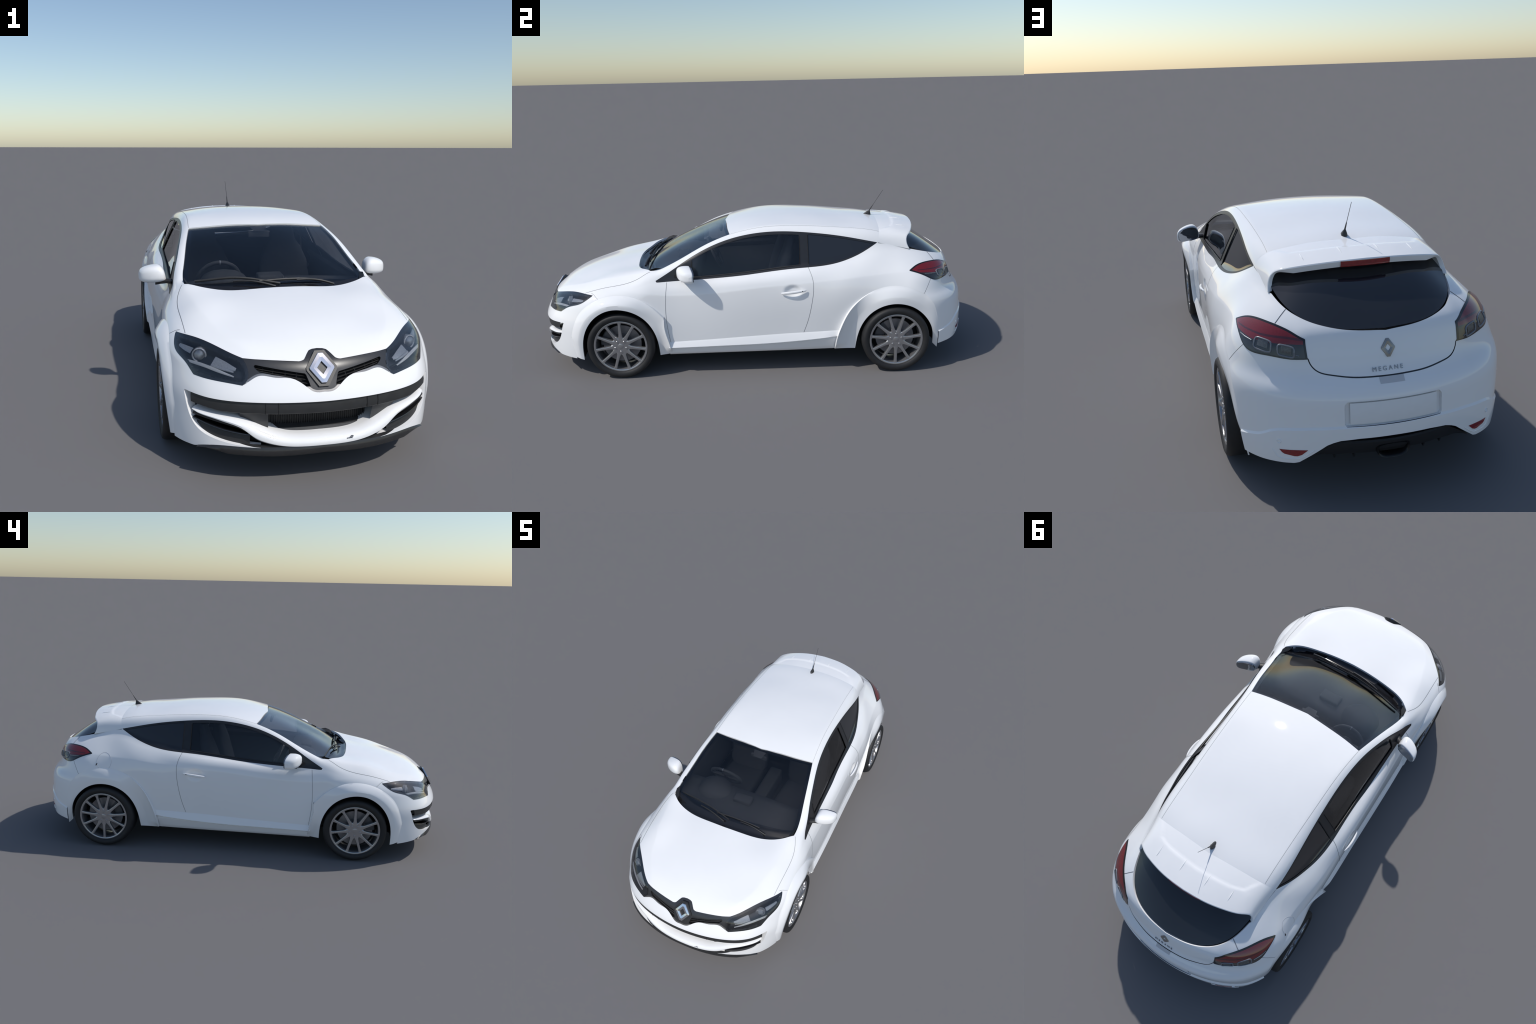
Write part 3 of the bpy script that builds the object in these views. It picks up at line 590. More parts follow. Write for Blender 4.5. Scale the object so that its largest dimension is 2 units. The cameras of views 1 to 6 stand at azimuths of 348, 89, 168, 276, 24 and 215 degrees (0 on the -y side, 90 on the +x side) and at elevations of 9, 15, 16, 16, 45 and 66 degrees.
# black ceramic border of the windscreen
edge = np.minimum(np.minimum((1 - np.abs(u[:, None])) * .30, v[None] * .40), 9); V = top_grid(X, Y, -.0095)
band = [f for f in grid_faces(61, 31) if all(((1 - abs(u[i // 31])) < .07) or v[i % 31] < .035 or v[i % 31] > .90 for i in f)]
add('windscreen_border', V.reshape(-1, 3), band, GLOSS, angle=60)
# cowl tray between bonnet and glass
xs = np.linspace(-.318, .318, 61); hy = np.interp(np.abs(xs), CW[:, 0], CW[:, 1]); hz = np.interp(np.abs(xs), CW[:, 0], CW[:, 2])
gy = np.array([np.interp(abs(q), np.abs(X[30:, -1]), Y[30:, -1]) for q in xs]); gz = top_z(xs, gy)
rows = [np.stack([xs, hy - .006, hz - .012], 1), np.stack([xs, hy + .006, hz - .022], 1), np.stack([xs, (hy + gy) / 2, np.minimum(hz, gz) - .020], 1), np.stack([xs, gy - .004, gz - .012], 1), np.stack([xs, gy + .004, gz - .001], 1), np.stack([xs, gy + .02, gz + .006], 1)]
loft('cowl_panel', rows, GLOSS, angle=40)
for s in (1, -1):
    q = np.array([(.318,-.452,.476),(.322,-.430,.483),(.318,-.405,.480),(.300,-.45,.462),(.296,-.48,.455)]) * [s, 1, 1]
    add('cowl_corner', q, [(0, 1, 2, 3), (0, 3, 4)] if s > 0 else [(3, 2, 1, 0), (4, 3, 0)], PLASTIC, smooth=False)
def wiper(p0, p1, blade0, blade1, name='wiper'):
    e = empty(name)
    def on(p, o): return np.array([p[0], p[1], top_z(np.array([p[0]]), np.array([p[1]]))[0] + o])
    path = [on(np.array(p0) * (1 - t) + np.array(p1) * t, .010 + .006 * math.sin(math.pi * t)) for t in np.linspace(0, 1, 12)]
    tube('wiper_arm', path, np.linspace(.0048, .0030, 12), PLASTIC, e, 8)
    path = [on(np.array(blade0) * (1 - t) + np.array(blade1) * t, .004 + .004 * math.sin(math.pi * t)) for t in np.linspace(0, 1, 24)]
    tube('wiper_blade', path, .0028, PLASTIC, e, 8, flat=(1, 1.6))
wiper((-.02,-.508), (-.16,-.475), (-.285,-.432), (.0,-.492))
wiper((.19,-.497), (.06,-.487), (-.07,-.480), (.155,-.480))

# ---------------------------------------------------------------- side glass
TOPW = spline([p[1:] for p in WIN_TOP], 200); BOTW = spline([p[1:] for p in WIN_BOT[1:]], 200)
def win_z(y): return np.interp(y, BOTW[:, 0], BOTW[:, 1]), np.interp(y, TOPW[:, 0], TOPW[:, 1])
V, F, N = SK.piece(['side_window_area'])
wd = -poly_dist(V[:, 1:], WIN_POLY)                                  # distance from the outline of the window
C = V[F].mean(1); cw = -poly_dist(C[:, 1:], WIN_POLY); zb, zt = win_z(C[:, 1])
SKW = SK
W = Skin.__new__(Skin); W.b = B; W.names = ['area']; W.V, W.T = V, F; W.L = np.zeros(len(F), int)
ring = spline([(-.276,.455),(-.262,.520),(-.20,.553),(-.11,.590),(.008,.614),(.10,.6155),(.2115,.6085),(.2095,.487),(.10,.473),(-.10,.457),(-.2,.4495)], 3)
yy = np.linspace(-.268, .2095, 60); b0, t0 = win_z(yy)
DOORG = cat([np.stack([yy, np.minimum(t0 - .0125, .52 + (yy + .268) * 8)], 1), np.stack([yy, b0 + .0135], 1)[::-1]])
yq = np.linspace(.2505, .545, 60); b0, t0 = win_z(yq)
QG = cat([np.stack([yq, t0 - .0085], 1), np.stack([yq, np.minimum(b0 + .007, t0 - .009)], 1)[::-1]])
W.cut(poly_dist(W.V[:, 1:], DOORG), 'door_glass', ['area']); W.cut(poly_dist(W.V[:, 1:], QG), 'quarter_glass', ['area'])
yi = np.linspace(-.24, .205, 60); b1, t1 = win_z(yi); DIN = cat([np.stack([yi, np.minimum(np.minimum(t1 - .030, .605), .50 + (yi + .24) * 3)], 1), np.stack([yi, b1 + .014], 1)[::-1]])
yj = np.linspace(.283, .488, 60); b2, t2 = win_z(yj); hgt = np.clip((.488 - yj) / .03, .0, 1)**.5 * np.clip((yj - .283) / .012, 0, 1)**.5
mid = (b2 + t2) / 2 - .001; QIN = cat([np.stack([yj, mid + ((t2 - b2) / 2 - .021) * hgt], 1), np.stack([yj, mid - ((t2 - b2) / 2 - .023) * hgt], 1)[::-1]])
W.cut(poly_dist(W.V[:, 1:], QIN), 'quarter_clear', ['quarter_glass'])
W.finish()
v, f, n = W.piece(['area'], shift=-.001); trim = add('window_trim', v, f, TRIM, normals=n); twin(trim)
def solid_pane(name, labels, shift, thick, mat):
    v, f, n = W.piece(labels, shift=shift); m = len(v)
    e = np.sort(np.vstack([f[:, [0, 1]], f[:, [1, 2]], f[:, [2, 0]]]), 1); u_, c_ = np.unique(e, axis=0, return_counts=True); bd = u_[c_ == 1]
    Vv = np.vstack([v, v - n * thick]); Ff = [tuple(q) for q in f] + [tuple(q + m) for q in f[:, ::-1]] + [(a, b, b + m, a + m) for a, b in bd]
    return twin(add(name, Vv, Ff, mat, normals=np.vstack([n, -n])))
solid_pane('door_glass', ['door_glass'], -.004, .003, GLASS)
solid_pane('quarter_glass', ['quarter_glass', 'quarter_clear'], -.003, .003, PRIVACY)
# seals: division lines of the trim
def side_strip(name, pts, w, off, mat):
    P = resample(np.array(pts), 40); S = side_point_glass(P[:, 0], P[:, 1], off); twin(tube(name, S, w, mat, n=6))
def side_point_glass(y, z, off):
    x, a, b = B.GS.grad(np.asarray(y, float).copy(), np.asarray(z, float).copy()); n = np.stack([np.ones_like(x), -a, -b], 1); n /= np.linalg.norm(n, axis=1, keepdims=True)
    return np.stack([x, y, z], 1) + n * off
side_strip('window_seal', [(.2490,.486),(.2475,.610)], .0014, .0, DARK)
side_strip('window_seal', [(.2100,.486),(.2120,.606)], .0012, .0, DARK)
side_strip('window_seal', [(-.270,.456),(-.266,.515)], .0020, .0, DARK)
side_strip('belt_moulding', np.stack([yy, win_z(yy)[0] + .0105], 1), .0028, -.001, PLASTIC)

# ---------------------------------------------------------------- rear glass and roof spoiler
RG = spline(REAR_GLASS, 41); lowc = cat([RG[::-1], RG[1:] * [-1, 1, 1]]); lowc = resample(lowc, 81)
u = np.linspace(1, -1, 81); topx = .238 * u; topy = .640 - .015 * u**2
v = np.linspace(0, 1, 25)[None]; X = lowc[:, 0:1] * .985 * (1 - v) + topx[:, None] * v; Y = (lowc[:, 1:2] - .004) * (1 - v) + topy[:, None] * v
pane('rear_window', top_grid(X, Y, -.004), .004, PRIVACY)
SE = spline(SPOILER_EDGE, 41); RS = B.project(spline(ROOF_SEAM, 41), 6)
def roof_line(t, e):
    """point between roof seam (t=0) and trailing edge (t=1) along ray e of the spoiler"""
    a, b = RS, SE; p = a * (1 - t) + b * t; bow = 4 * t * (1 - t)
    side = np.clip((np.linspace(0, 1, 41) - .72) / .28, 0, 1)
    p[:, 2] += bow * .0030 * (1 - side); p[:, 0] += bow * (-.002) * side
    return p
ridge = np.interp(np.linspace(0, 1, 41), [0, .45, .62, .75, 1], [.42, .42, .36, .0, .0])
rows = []
for t in np.r_[-.02, np.linspace(.008, 1, 26)]:
    p = roof_line(t, None); w = np.linspace(0, 1, 41); k = np.clip((.80 - w) / .1, 0, 1)
    st = np.clip((t - ridge) / .05, 0, 1); st = st * st * (3 - 2 * st)
    p[:, 2] += .0030 * st * k * np.clip((1 - t) / .5, 0, 1)
    rows.append(p)
E1 = rows[-1].copy(); w = np.linspace(0, 1, 41)[:, None]; sd = np.clip((w - .62) / .25, 0, 1)
dn = np.array([0, -.004, -.020]) * (1 - sd) + np.array([-.014, -.003, 0]) * sd
rows += [E1 + np.array([0, .0025, -.003]) * (1 - sd) + np.array([-.002, .0025, 0]) * sd, E1 + dn * .55 + [0, .002, 0], E1 + dn]
fwd = np.array([0, -.085, .006]) * (1 - sd) + np.array([-.010, -.05, 0]) * sd
rows += [E1 + dn + fwd * .5, E1 + dn * 1.15 + fwd]
R = np.array(rows); R = np.concatenate([R[:, ::-1] * [-1, 1, 1], R[:, 1:]], 1); spoiler = loft('roof_spoiler', R, PAINT, angle=30)
bl = [(x, .7635 - .9 * x * x, z) for x, z in ((-.073,.598),(.073,.598),(.073,.6135),(-.073,.6135))]
xs = np.linspace(-.073, .073, 13); loft('brake_light', [[(x, .759 - .85 * x * x + o, z) for x in xs] for o, z in ((-.02,.6165),(.0032,.6155),(.0045,.609),(.0015,.5985),(-.02,.5975))], material('brake_lens', (.24, .010, .014), .12, coat=.6, vary=.2, scale=90), spoiler, flip=True, angle=35)
loft('brake_light_pod', [[(x, .755 - .85 * x * x + o, z) for x in np.linspace(-.10, .10, 13)] for o, z in ((-.03,.606),(.000,.606),(-.002,.5975),(-.03,.596))], PAINT, spoiler, flip=True, angle=35)
top_pts = R[:27].reshape(-1, 3)
for x in (-.164, -.058, .055, .168):
    p = np.array([(x, .660 + .048 * t, 0) for t in np.linspace(0, 1, 9)])
    p[:, 2] = [top_pts[np.argsort(((top_pts[:, :2] - q[:2])**2).sum(1))[:4], 2].mean() for q in p]
    tube('roof_fin', p, .0022 * np.sin(np.linspace(.2, math.pi - .2, 9)), PAINT, spoiler, 8, flat=(1, 1.1))
# ---------------------------------------------------------------- front lamps
def skin_offset(P, off):
    """points of the skin nearest to P, moved along the normal"""
    Q = B.project(np.asarray(P, float), 6); return Q + B.normals(Q) * off
V, F, N = SK.piece(['lamp_front'])
edge_d = -poly_dist(P2(V, HL_AX), P2(HL_POLY, HL_AX))
def lamp_pair(name): e = empty(name); return e
lamp = empty('headlight'); lamp2 = empty('headlight')
def both(ob):
    """place a headlight piece in the left and in the right lamp"""
    ob.parent = lamp; twin(ob, lamp2); return ob
m = len(V); e = np.sort(np.vstack([F[:, [0, 1]], F[:, [1, 2]], F[:, [2, 0]]]), 1); u_, c_ = np.unique(e, axis=0, return_counts=True); bd = u_[c_ == 1]
both(add('lamp_lens', np.vstack([V + N * .0005, V - N * .002]), [tuple(q) for q in F] + [tuple(q + m) for q in F[:, ::-1]], LENS, normals=np.vstack([N, -N])))
depth = .003 + .020 * np.clip((edge_d - .008) / .010, 0, 1)**.7
both(add('lamp_housing', V - N * depth[:, None], F, material('lamp_housing', (.020, .021, .024), .35, vary=.1), normals=None, angle=60))
def lamp_at(s, z, off): 
    """point inside the lamp: s runs 0..1 from inner end to rear tip"""
    a = np.array([.217,-.925]) * (1 - s) + np.array([.385,-.712]) * s; n = np.array([.77,-.63]); 
    P = np.array([[a[0] + n[0] * .02, a[1] + n[1] * .02, z]]); return skin_offset(P, off)[0]
def lamp_strip(name, pts, w, mat, off=-.006, d=.003):
    C = np.array([lamp_at(s, z, off) for s, z in resample(np.array(pts), 26)]); Nn = B.normals(C + 0)
    T = np.gradient(C, axis=0); T /= np.linalg.norm(T, axis=1, keepdims=True); Bn = np.cross(Nn, T); w = np.interp(np.linspace(0, 1, 26), np.linspace(0, 1, len(np.atleast_1d(w))), np.atleast_1d(w))[:, None]
    both(loft(name, [C - Bn * w - Nn * d, C - Bn * w, C - Bn * w * .5 + Nn * .001, C + Bn * w * .5 + Nn * .001, C + Bn * w, C + Bn * w - Nn * d], mat, angle=30))
DRL = material('daytime_strip', (.55, .54, .56), .35, metal=.1, vary=.05, scale=400)
lamp_strip('daytime_strip', [(.05,.3050),(.20,.3070),(.43,.3095),(.69,.3125)], [.002,.0045,.0045,.0035], DRL)
lamp_strip('daytime_strip', [(.69,.3125),(.80,.330),(.90,.351),(.96,.3695)], [.0035,.0040,.0050,.002], DRL)
lamp_strip('lamp_reflector', [(.63,.346),(.72,.350),(.86,.3585)], [.009,.0075,.0045], SILVER, -.010)
lamp_strip('lamp_reflector', [(.04,.331),(.14,.332),(.33,.335)], [.004,.011,.014], SILVER, -.012)
lamp_strip('lamp_shelf', [(.06,.319),(.20,.318),(.34,.318)], [.002,.0035,.0035], SILVER, -.009)
def ring(name, c, ax, r0, r1, mat, d=.008, n=40):
    ax = np.asarray(ax, float) / np.linalg.norm(ax); s = np.cross(ax, [0, 0, 1]); s /= np.linalg.norm(s); u = np.cross(s, ax); th = np.linspace(0, 2 * np.pi, n, endpoint=False)
    cc = np.cos(th)[:, None] * s + np.sin(th)[:, None] * u
    return loft(name, [c + cc * r0 - ax * d, c + cc * r0, c + cc * (r0 + r1) / 2 + ax * .0015, c + cc * r1, c + cc * r1 - ax * d], mat, closed=True, angle=30)
def dome(name, c, ax, r, h, mat, n=32):
    ax = np.asarray(ax, float) / np.linalg.norm(ax); s = np.cross(ax, [0, 0, 1]); s /= np.linalg.norm(s); u = np.cross(s, ax); th = np.linspace(0, 2 * np.pi, n, endpoint=False); cc = np.cos(th)[:, None] * s + np.sin(th)[:, None] * u
    rows = [c + cc * r * math.cos(a) + ax * h * math.sin(a) for a in np.linspace(0, math.pi / 2 * .985, 9)]
    return loft(name, rows, mat, closed=True, cap=True, angle=60)
pc = lamp_at(.53, .339, -.015); fw = np.array([.30, -.95, .05])
both(ring('projector_bezel', pc, fw, .0165, .0215, SILVER, .014)); both(dome('projector_lens', pc - fw * .004, fw, .0165, .012, material('projector_glass', (.34, .35, .37), .08, metal=.5, vary=.25, scale=90)))
# ---------------------------------------------------------------- grille, badge
G_OPEN = np.array([(.047,.313),(.107,.323),(.182,.336),(.186,.331),(.172,.319),(.127,.311),(.088,.304),(.066,.291),(.052,.282),(.036,.282)])
V, F, N = SK.piece(['grille']); Wg = Skin.__new__(Skin); Wg.b = B; Wg.names = ['area']; Wg.V, Wg.T = V, F; Wg.L = np.zeros(len(F), int)
Wg.cut(poly_dist(Wg.V[:, [0, 2]], G_OPEN), 'hole', ['area'])
low = spline([p[::2] for p in GRILLE_LOW], 60)
Wg.cut(poly_dist(Wg.V[:, [0, 2]], low, closed=False) - .0055, 'chin', ['area']); Wg.finish()
Vg, Fg, Ng = Wg.piece(['area'], full=True); grille = add('grille_surround', Vg - Ng * .0015, Fg, material('grille_frame', (.030, .031, .034), .28, coat=.2, vary=.06), normals=Ng)
Vg, Fg, Ng = Wg.piece(['chin'], full=True); add('grille_lower_trim', Vg - Ng * .001, Fg, SATIN, grille, normals=Ng)
V2, F2 = Wg.flange(['area', 'chin'], ['hole'], .018, full=True); add('grille_mouth', V2, F2, PLASTIC, grille, smooth=False)
xs = np.linspace(-.20, .20, 41); loft('grille_back', [nose_point(np.abs(xs) * 1.0, np.full(41, z), -.022) * np.stack([np.sign(xs), np.ones(41), np.ones(41)], 1) for z in (.270, .345)], DARK, grille)
for k in range(4):
    for s in (1, -1):
        xx = np.linspace(.030, .188, 24); z = np.interp(xx, [.03, .188], [.288 + .009 * k, .321 + .0045 * k])
        P = nose_point(xx, z, -.011); P[:, 0] *= s; tube('grille_slat', P, .0016, PLASTIC, grille, 6, flat=(1.8, .8))
for s in (1, -1):
    for x in (.075, .105, .138, .165):
        zz = np.linspace(np.interp(x, [.05, .18], [.290, .320]), np.interp(x, [.05, .18], [.315, .334]), 6); P = nose_point(np.full(6, x) - (zz - zz[0]) * .25, zz, -.012); P[:, 0] *= s; tube('grille_rib', P, .0011, PLASTIC, grille, 6)
def diamond(name, centre, up, out, hw, hh, hole, thick, mat, parent, ridge=.0):
    """lozenge badge with cut-off tips, a lozenge hole and a sloped rim"""
    up = np.asarray(up, float); out = np.asarray(out, float); up /= np.linalg.norm(up); out -= up * (out @ up); out /= np.linalg.norm(out); sd = np.cross(up, out)
    O = np.array([(-.20*hw, hh), (.20*hw, hh), (hw, .06*hh), (hw, -.06*hh), (.20*hw, -hh), (-.20*hw, -hh), (-hw, -.06*hh), (-hw, .06*hh)])
    I = np.array([(0, hh*hole), (0, hh*hole), (hw*hole*.95, 0), (hw*hole*.95, 0), (0, -hh*hole), (0, -hh*hole), (-hw*hole*.95, 0), (-hw*hole*.95, 0)])
    Mid = O * .5 + I * .5
    at = lambda q, d: np.asarray(centre) + q[:, :1] * sd + q[:, 1:] * up + out * d
    rows = [at(O, -.004), at(O * 1.0, thick * .75), at(O * .97, thick), at(Mid, thick + ridge), at(I * 1.06, thick), at(I, thick * .8), at(I, -.004)]
    return loft(name, rows, mat, parent, closed=True, angle=12)
bc = nose_point([0.], [.324])[0]; up = nose_point([0.], [.361])[0] - nose_point([0.], [.287])[0]
outv = np.cross(up, [1., 0, 0]); outv = outv if outv[1] < 0 else -outv
diamond('front_badge', bc + outv / np.linalg.norm(outv) * .001, up, outv, .0355, .042, .42, .006, CHROME, grille, .0015)
O = np.array([(-.014,.0500),(.014,.0500),(.044,.004),(.044,-.004),(.014,-.0500),(-.014,-.0500),(-.044,-.004),(-.044,.004)]); un = up / np.linalg.norm(up); on = outv / np.linalg.norm(outv)
V, F = disc_prism([bc + np.array([1., 0, 0]) * a + un * b + on * .0012 for a, b in O], -on * .02); add('badge_plinth', V, F, PLASTIC, grille, smooth=False)
# ---------------------------------------------------------------- lower intake
def mirror_rows(rows):
    R = np.array(rows); return np.concatenate([R[:, ::-1] * [-1, 1, 1], R[:, 1:]], 1)
xs = np.linspace(0, .357, 50); zt = np.interp(xs, [p[0] for p in BAND_TOP], [p[2] for p in BAND_TOP]); zb = np.interp(xs, [0, .156, .282, .36], [.208, .2095, .2105, .222])
fr = lambda x, z, o=0.: nose_point(x, z, o)
band = loft('bumper_crossbar', mirror_rows([fr(xs, zt + .003, -.012), fr(xs, zt - .001, -.007), fr(xs, zt * .5 + zb * .5, -.0055), fr(xs, zb + .0015, -.0065), fr(xs, zb, -.008), fr(xs, zb, -.03)]), material('crossbar_plastic', (.030, .031, .032), .38, vary=.12, scale=30), angle=25)
for s in (1, -1):
    for x in (.128, .163):
        P = fr(np.full(5, x), np.linspace(.2105, .2425, 5), -.0052); P[:, 0] *= s; tube('crossbar_joint', P, .0008, DARK, band, 6)
# blade: white wing from the corners down to the middle of the chin
t = np.linspace(0, 1, 60)
ctl = [  # x, top z, bottom z, forward offset of the front edge
 (0,.141,.113,.001),(.06,.141,.113,.001),(.105,.1445,.1155,.001),(.150,.157,.124,.001),(.190,.174,.140,.000),(.225,.188,.166,-.001),(.265,.196,.180,-.002),(.310,.200,.189,-.004),(.346,.203,.194,-.008),(.357,.204,.196,-.012)]
cx_ = np.array(ctl); xs = np.linspace(0, .357, 70); bt = spline(cx_, 400); zt = np.interp(xs, bt[:, 0], bt[:, 1]); zb = np.interp(xs, bt[:, 0], bt[:, 2]); of = np.interp(xs, bt[:, 0], bt[:, 3]); th = zt - zb
def brow(fz, o): return fr(xs, zb + th * fz, 0) + (fr(xs, zb + th * fz, 0) - fr(xs, zb + th * fz, -1.0)) * (of[:, None] + np.asarray(o).reshape(-1, 1) if np.ndim(o) else of[:, None] + o)
blade = loft('bumper_blade', mirror_rows([brow(.98, -.085), brow(1.02, -.036), brow(.92, -.010), brow(.66, -.001), brow(.40, .002), brow(.14, .001), brow(0, -.004), brow(-.06, -.030)]), PAINT, angle=40)
# fog vents under the outer ends of the blade
for s in (1, -1):
    vx = np.linspace(.205, .352, 24); top = np.interp(vx, [.205,.235,.27,.31,.352], [.158,.172,.1795,.187,.193]); bot = np.interp(vx, [.205,.235,.27,.31,.352], [.146,.150,.155,.164,.176])
    q = lambda z, o: fr(vx, z, o) * [s, 1, 1]
    loft('vent_lip', [q(top + .002, -.012), q(top, -.006), q(top - .0045, -.0055), q(top - .006, -.012), q(top - .007, -.05)], PLASTIC, flip=s < 0, angle=30)
    loft('vent_fin', [q(bot + .003, -.03), q(bot + .0035, -.006), q(bot + .001, -.005), q(bot - .001, -.007), q(bot - .002, -.03)], GLOSS, flip=s < 0, angle=30)
    lo = np.interp(vx, [.15,.2,.29,.338,.352], [.118,.122,.136,.153,.170])
    loft('vent_pan', [q(bot - .002, -.022), q(lo - .004, -.012), q(lo - .012, -.012)], PLASTIC, flip=s < 0, angle=30)
# cavity, radiator
loft('intake_cavity', mirror_rows([fr(np.linspace(0, .372, 30), np.full(30, z), o) for z, o in ((.262, -.006), (.262, -.095), (.100, -.095), (.098, -.012))]), DARK, angle=30)
loft('radiator', mirror_rows([fr(np.linspace(0, .165, 20), np.full(20, z), -.072) for z in (.212, .150)]), material('radiator_core', (.016, .016, .017), .5, vary=.2), band)
for i in range(-22, 23):
    x = i * .0072; P = fr(np.full(3, abs(x)), np.linspace(.148, .214, 3), -.068); P[:, 0] *= -1 if x < 0 else 1; tube('radiator_fin', P, .0012, PLASTIC, band, 5)
loft('intake_floor', mirror_rows([fr(np.linspace(0, .20, 24), np.full(24, z), o) for z, o in ((.154, -.070), (.149, -.050), (.140, -.046))]), material('intake_plastic', (.045, .045, .046), .5, vary=.1), band, angle=30)
for s in (1, -1):
    loft('intake_wing', [fr(np.linspace(.155, .235, 10), z, o) * [s, 1, 1] for z, o in ((np.full(10, .212), -.018), (np.linspace(.160, .186, 10), -.030))], material('intake_wing', (.045, .046, .048), .5, vary=.1), band, flip=s < 0)
# black splitter
xs = np.linspace(0, .338, 60); zt = np.interp(xs, LIP[:, 0], LIP[:, 2]); k = np.clip((.338 - xs) / .08, 0, 1); hgt = .022 * k + .001
loft('front_splitter', mirror_rows([fr(xs, zt + .004, -.012), fr(xs, zt + .001, -.001), fr(xs, zt - .3 * hgt, .003), fr(xs, zt - .7 * hgt, .005), fr(xs, zt - hgt, .003), fr(xs, zt - hgt - .002, -.01), fr(xs, zt - hgt, -.08)]), material('splitter_plastic', (.026, .026, .027), .22, vary=.08), angle=35)
def script(name, body, size, centre, right, up, mat, parent, depth=.0006, shear=0., ex=1.):
    c = bpy.data.curves.new(name, 'FONT'); c.body = body; c.size = size; c.extrude = depth; c.align_x = 'CENTER'; c.align_y = 'CENTER'; c.shear = shear; c.space_character = ex
    o = bpy.data.objects.new(name, c); SC.objects.link(o); dg = bpy.context.evaluated_depsgraph_get(); me = bpy.data.meshes.new_from_object(o.evaluated_get(dg)); bpy.data.objects.remove(o)
    r = np.asarray(right, float); u = np.asarray(up, float); r /= np.linalg.norm(r); u -= r * (u @ r); u /= np.linalg.norm(u); n = np.cross(r, u)
    ob = bpy.data.objects.new(name, me); M = Matrix(((r[0], u[0], n[0], centre[0]), (r[1], u[1], n[1], centre[1]), (r[2], u[2], n[2], centre[2]), (0, 0, 0, 1)))
    me.transform(M); me.materials.clear(); me.materials.append(mat); SC.objects.link(ob); ob.parent = parent; return ob
BADGE = material('badge_grey', (.22, .24, .28), .25, metal=.7, vary=.05)
bp = fr([.074], [.131], .0035)[0]; script('blade_lettering', '-R', .022, bp, fr([.09], [.131])[0] - fr([.06], [.131])[0], (0, -.55, 1), BADGE, blade, .0008, .15)
# ---------------------------------------------------------------- rear lamps
V, F, N = SK.piece(['lamp_rear']); Wt = Skin.__new__(Skin); Wt.b = B; Wt.names = ['red']; Wt.V, Wt.T = V, F; Wt.L = np.zeros(len(F), int)
tl = np.asarray(TL_AX); s0, s1 = P2([TAIL_TOP[0]], tl)[0, 0], P2([TAIL_LOW[-1]], tl)[0, 0]
def lamp_s(P): return (P @ tl[0] - s0) / (s1 - s0)                    # 0 at the front tip, 1 at the inner edge
def split_z(s): return np.interp(s, [0, .2, .4, .6, .8, 1], [.449, .442, .4355, .4365, .438, .4405])
tp_ = P2(TL_POLY, tl)
Wt.cut(Wt.V[:, 2] - split_z(lamp_s(Wt.V)), 'smoke', ['red'])
Wt.cut(poly_dist(Wt.V @ tl.T, tp_) * -1 - .0045, 'rim', ['red', 'smoke'])
sw = lambda s: np.interp(s, [0, .25, .5, .75, 1.0], [.455, .4515, .4498, .4518, .4505])
Wt.cut(np.maximum(np.abs(Wt.V[:, 2] - sw(lamp_s(Wt.V))) - .0014 - .0016 * np.clip(lamp_s(Wt.V), 0, 1), np.maximum(.12 - lamp_s(Wt.V), lamp_s(Wt.V) - .93)), 'sweep', ['red']); Wt.finish()
tail = empty('tail_light'); tail2 = empty('tail_light')
def both_t(ob): ob.parent = tail; twin(ob, tail2); return ob
def bulge(v): d = -poly_dist(v @ tl.T, tp_); return (.001 + .006 * np.clip(d / .02, 0, 1)**.6)[:, None]
for lab, nm, mat in (('red', 'red_lens', REDLENS), ('smoke', 'smoked_lens', SMOKE), ('rim', 'lamp_rim', GLOSS), ('sweep', 'lens_sweep', material('dark_red_lens', (.075, .010, .016), .08, coat=.8, vary=.1))):
    v, f, n = Wt.piece([lab]); both_t(add(nm, v + n * bulge(v), f, mat, normals=n))
def tail_at(s, z, off):
    a = np.array(TAIL_TOP[0][:2]) * (1 - s) + np.array(TAIL_LOW[-1][:2]) * s + np.array([.8, .6]) * .03
    Q = skin_offset(np.array([[a[0], a[1], z]]), 0); return (Q + B.normals(Q) * (bulge(Q) + off))[0]
def lamp_box(sc, zc, hw, hh, tube_r, mat, name, gap=.22):
    """rounded square light guide on the lens"""
    th = np.linspace(0, 2 * np.pi, 40, endpoint=False); c, s = np.cos(th), np.sin(th); k = lambda q: np.sign(q) * np.abs(q)**.45
    P = np.array([tail_at(sc + hw * k(a), zc + hh * k(b), .0002) for a, b in zip(c, s)]); P = np.vstack([P, P[:1]])
    both_t(tube(name, P, tube_r, mat, n=8, cap=False))
GUIDE = material('light_guide', (.20, .215, .24), .3, metal=.2, vary=.08, scale=300)
for sc in (.81, .55):
    lamp_box(sc, .4235, .095, .0150, .0026, GUIDE, 'light_guide')
    P = [[tail_at(sc + .058 * a, .4265 + .0090 * b, .0006) for a in np.linspace(-1, 1, 6)] for b in np.linspace(1, -1, 5)]
    both_t(loft('lamp_reflector', P, material('tail_reflector', (.13, .135, .135), .3, metal=.3, vary=.25, scale=260), angle=60))
P = [tail_at(s, z, .0004) for s, z in ((.22, .436), (.32, .428), (.42, .424))]; both_t(tube('light_guide', P, [.0012, .0022, .0020], GUIDE, n=8))
P = [tail_at(s, z, .0004) for s, z in ((.925, .419), (.965, .419))]; both_t(tube('light_guide', P, .0012, GUIDE, n=8))

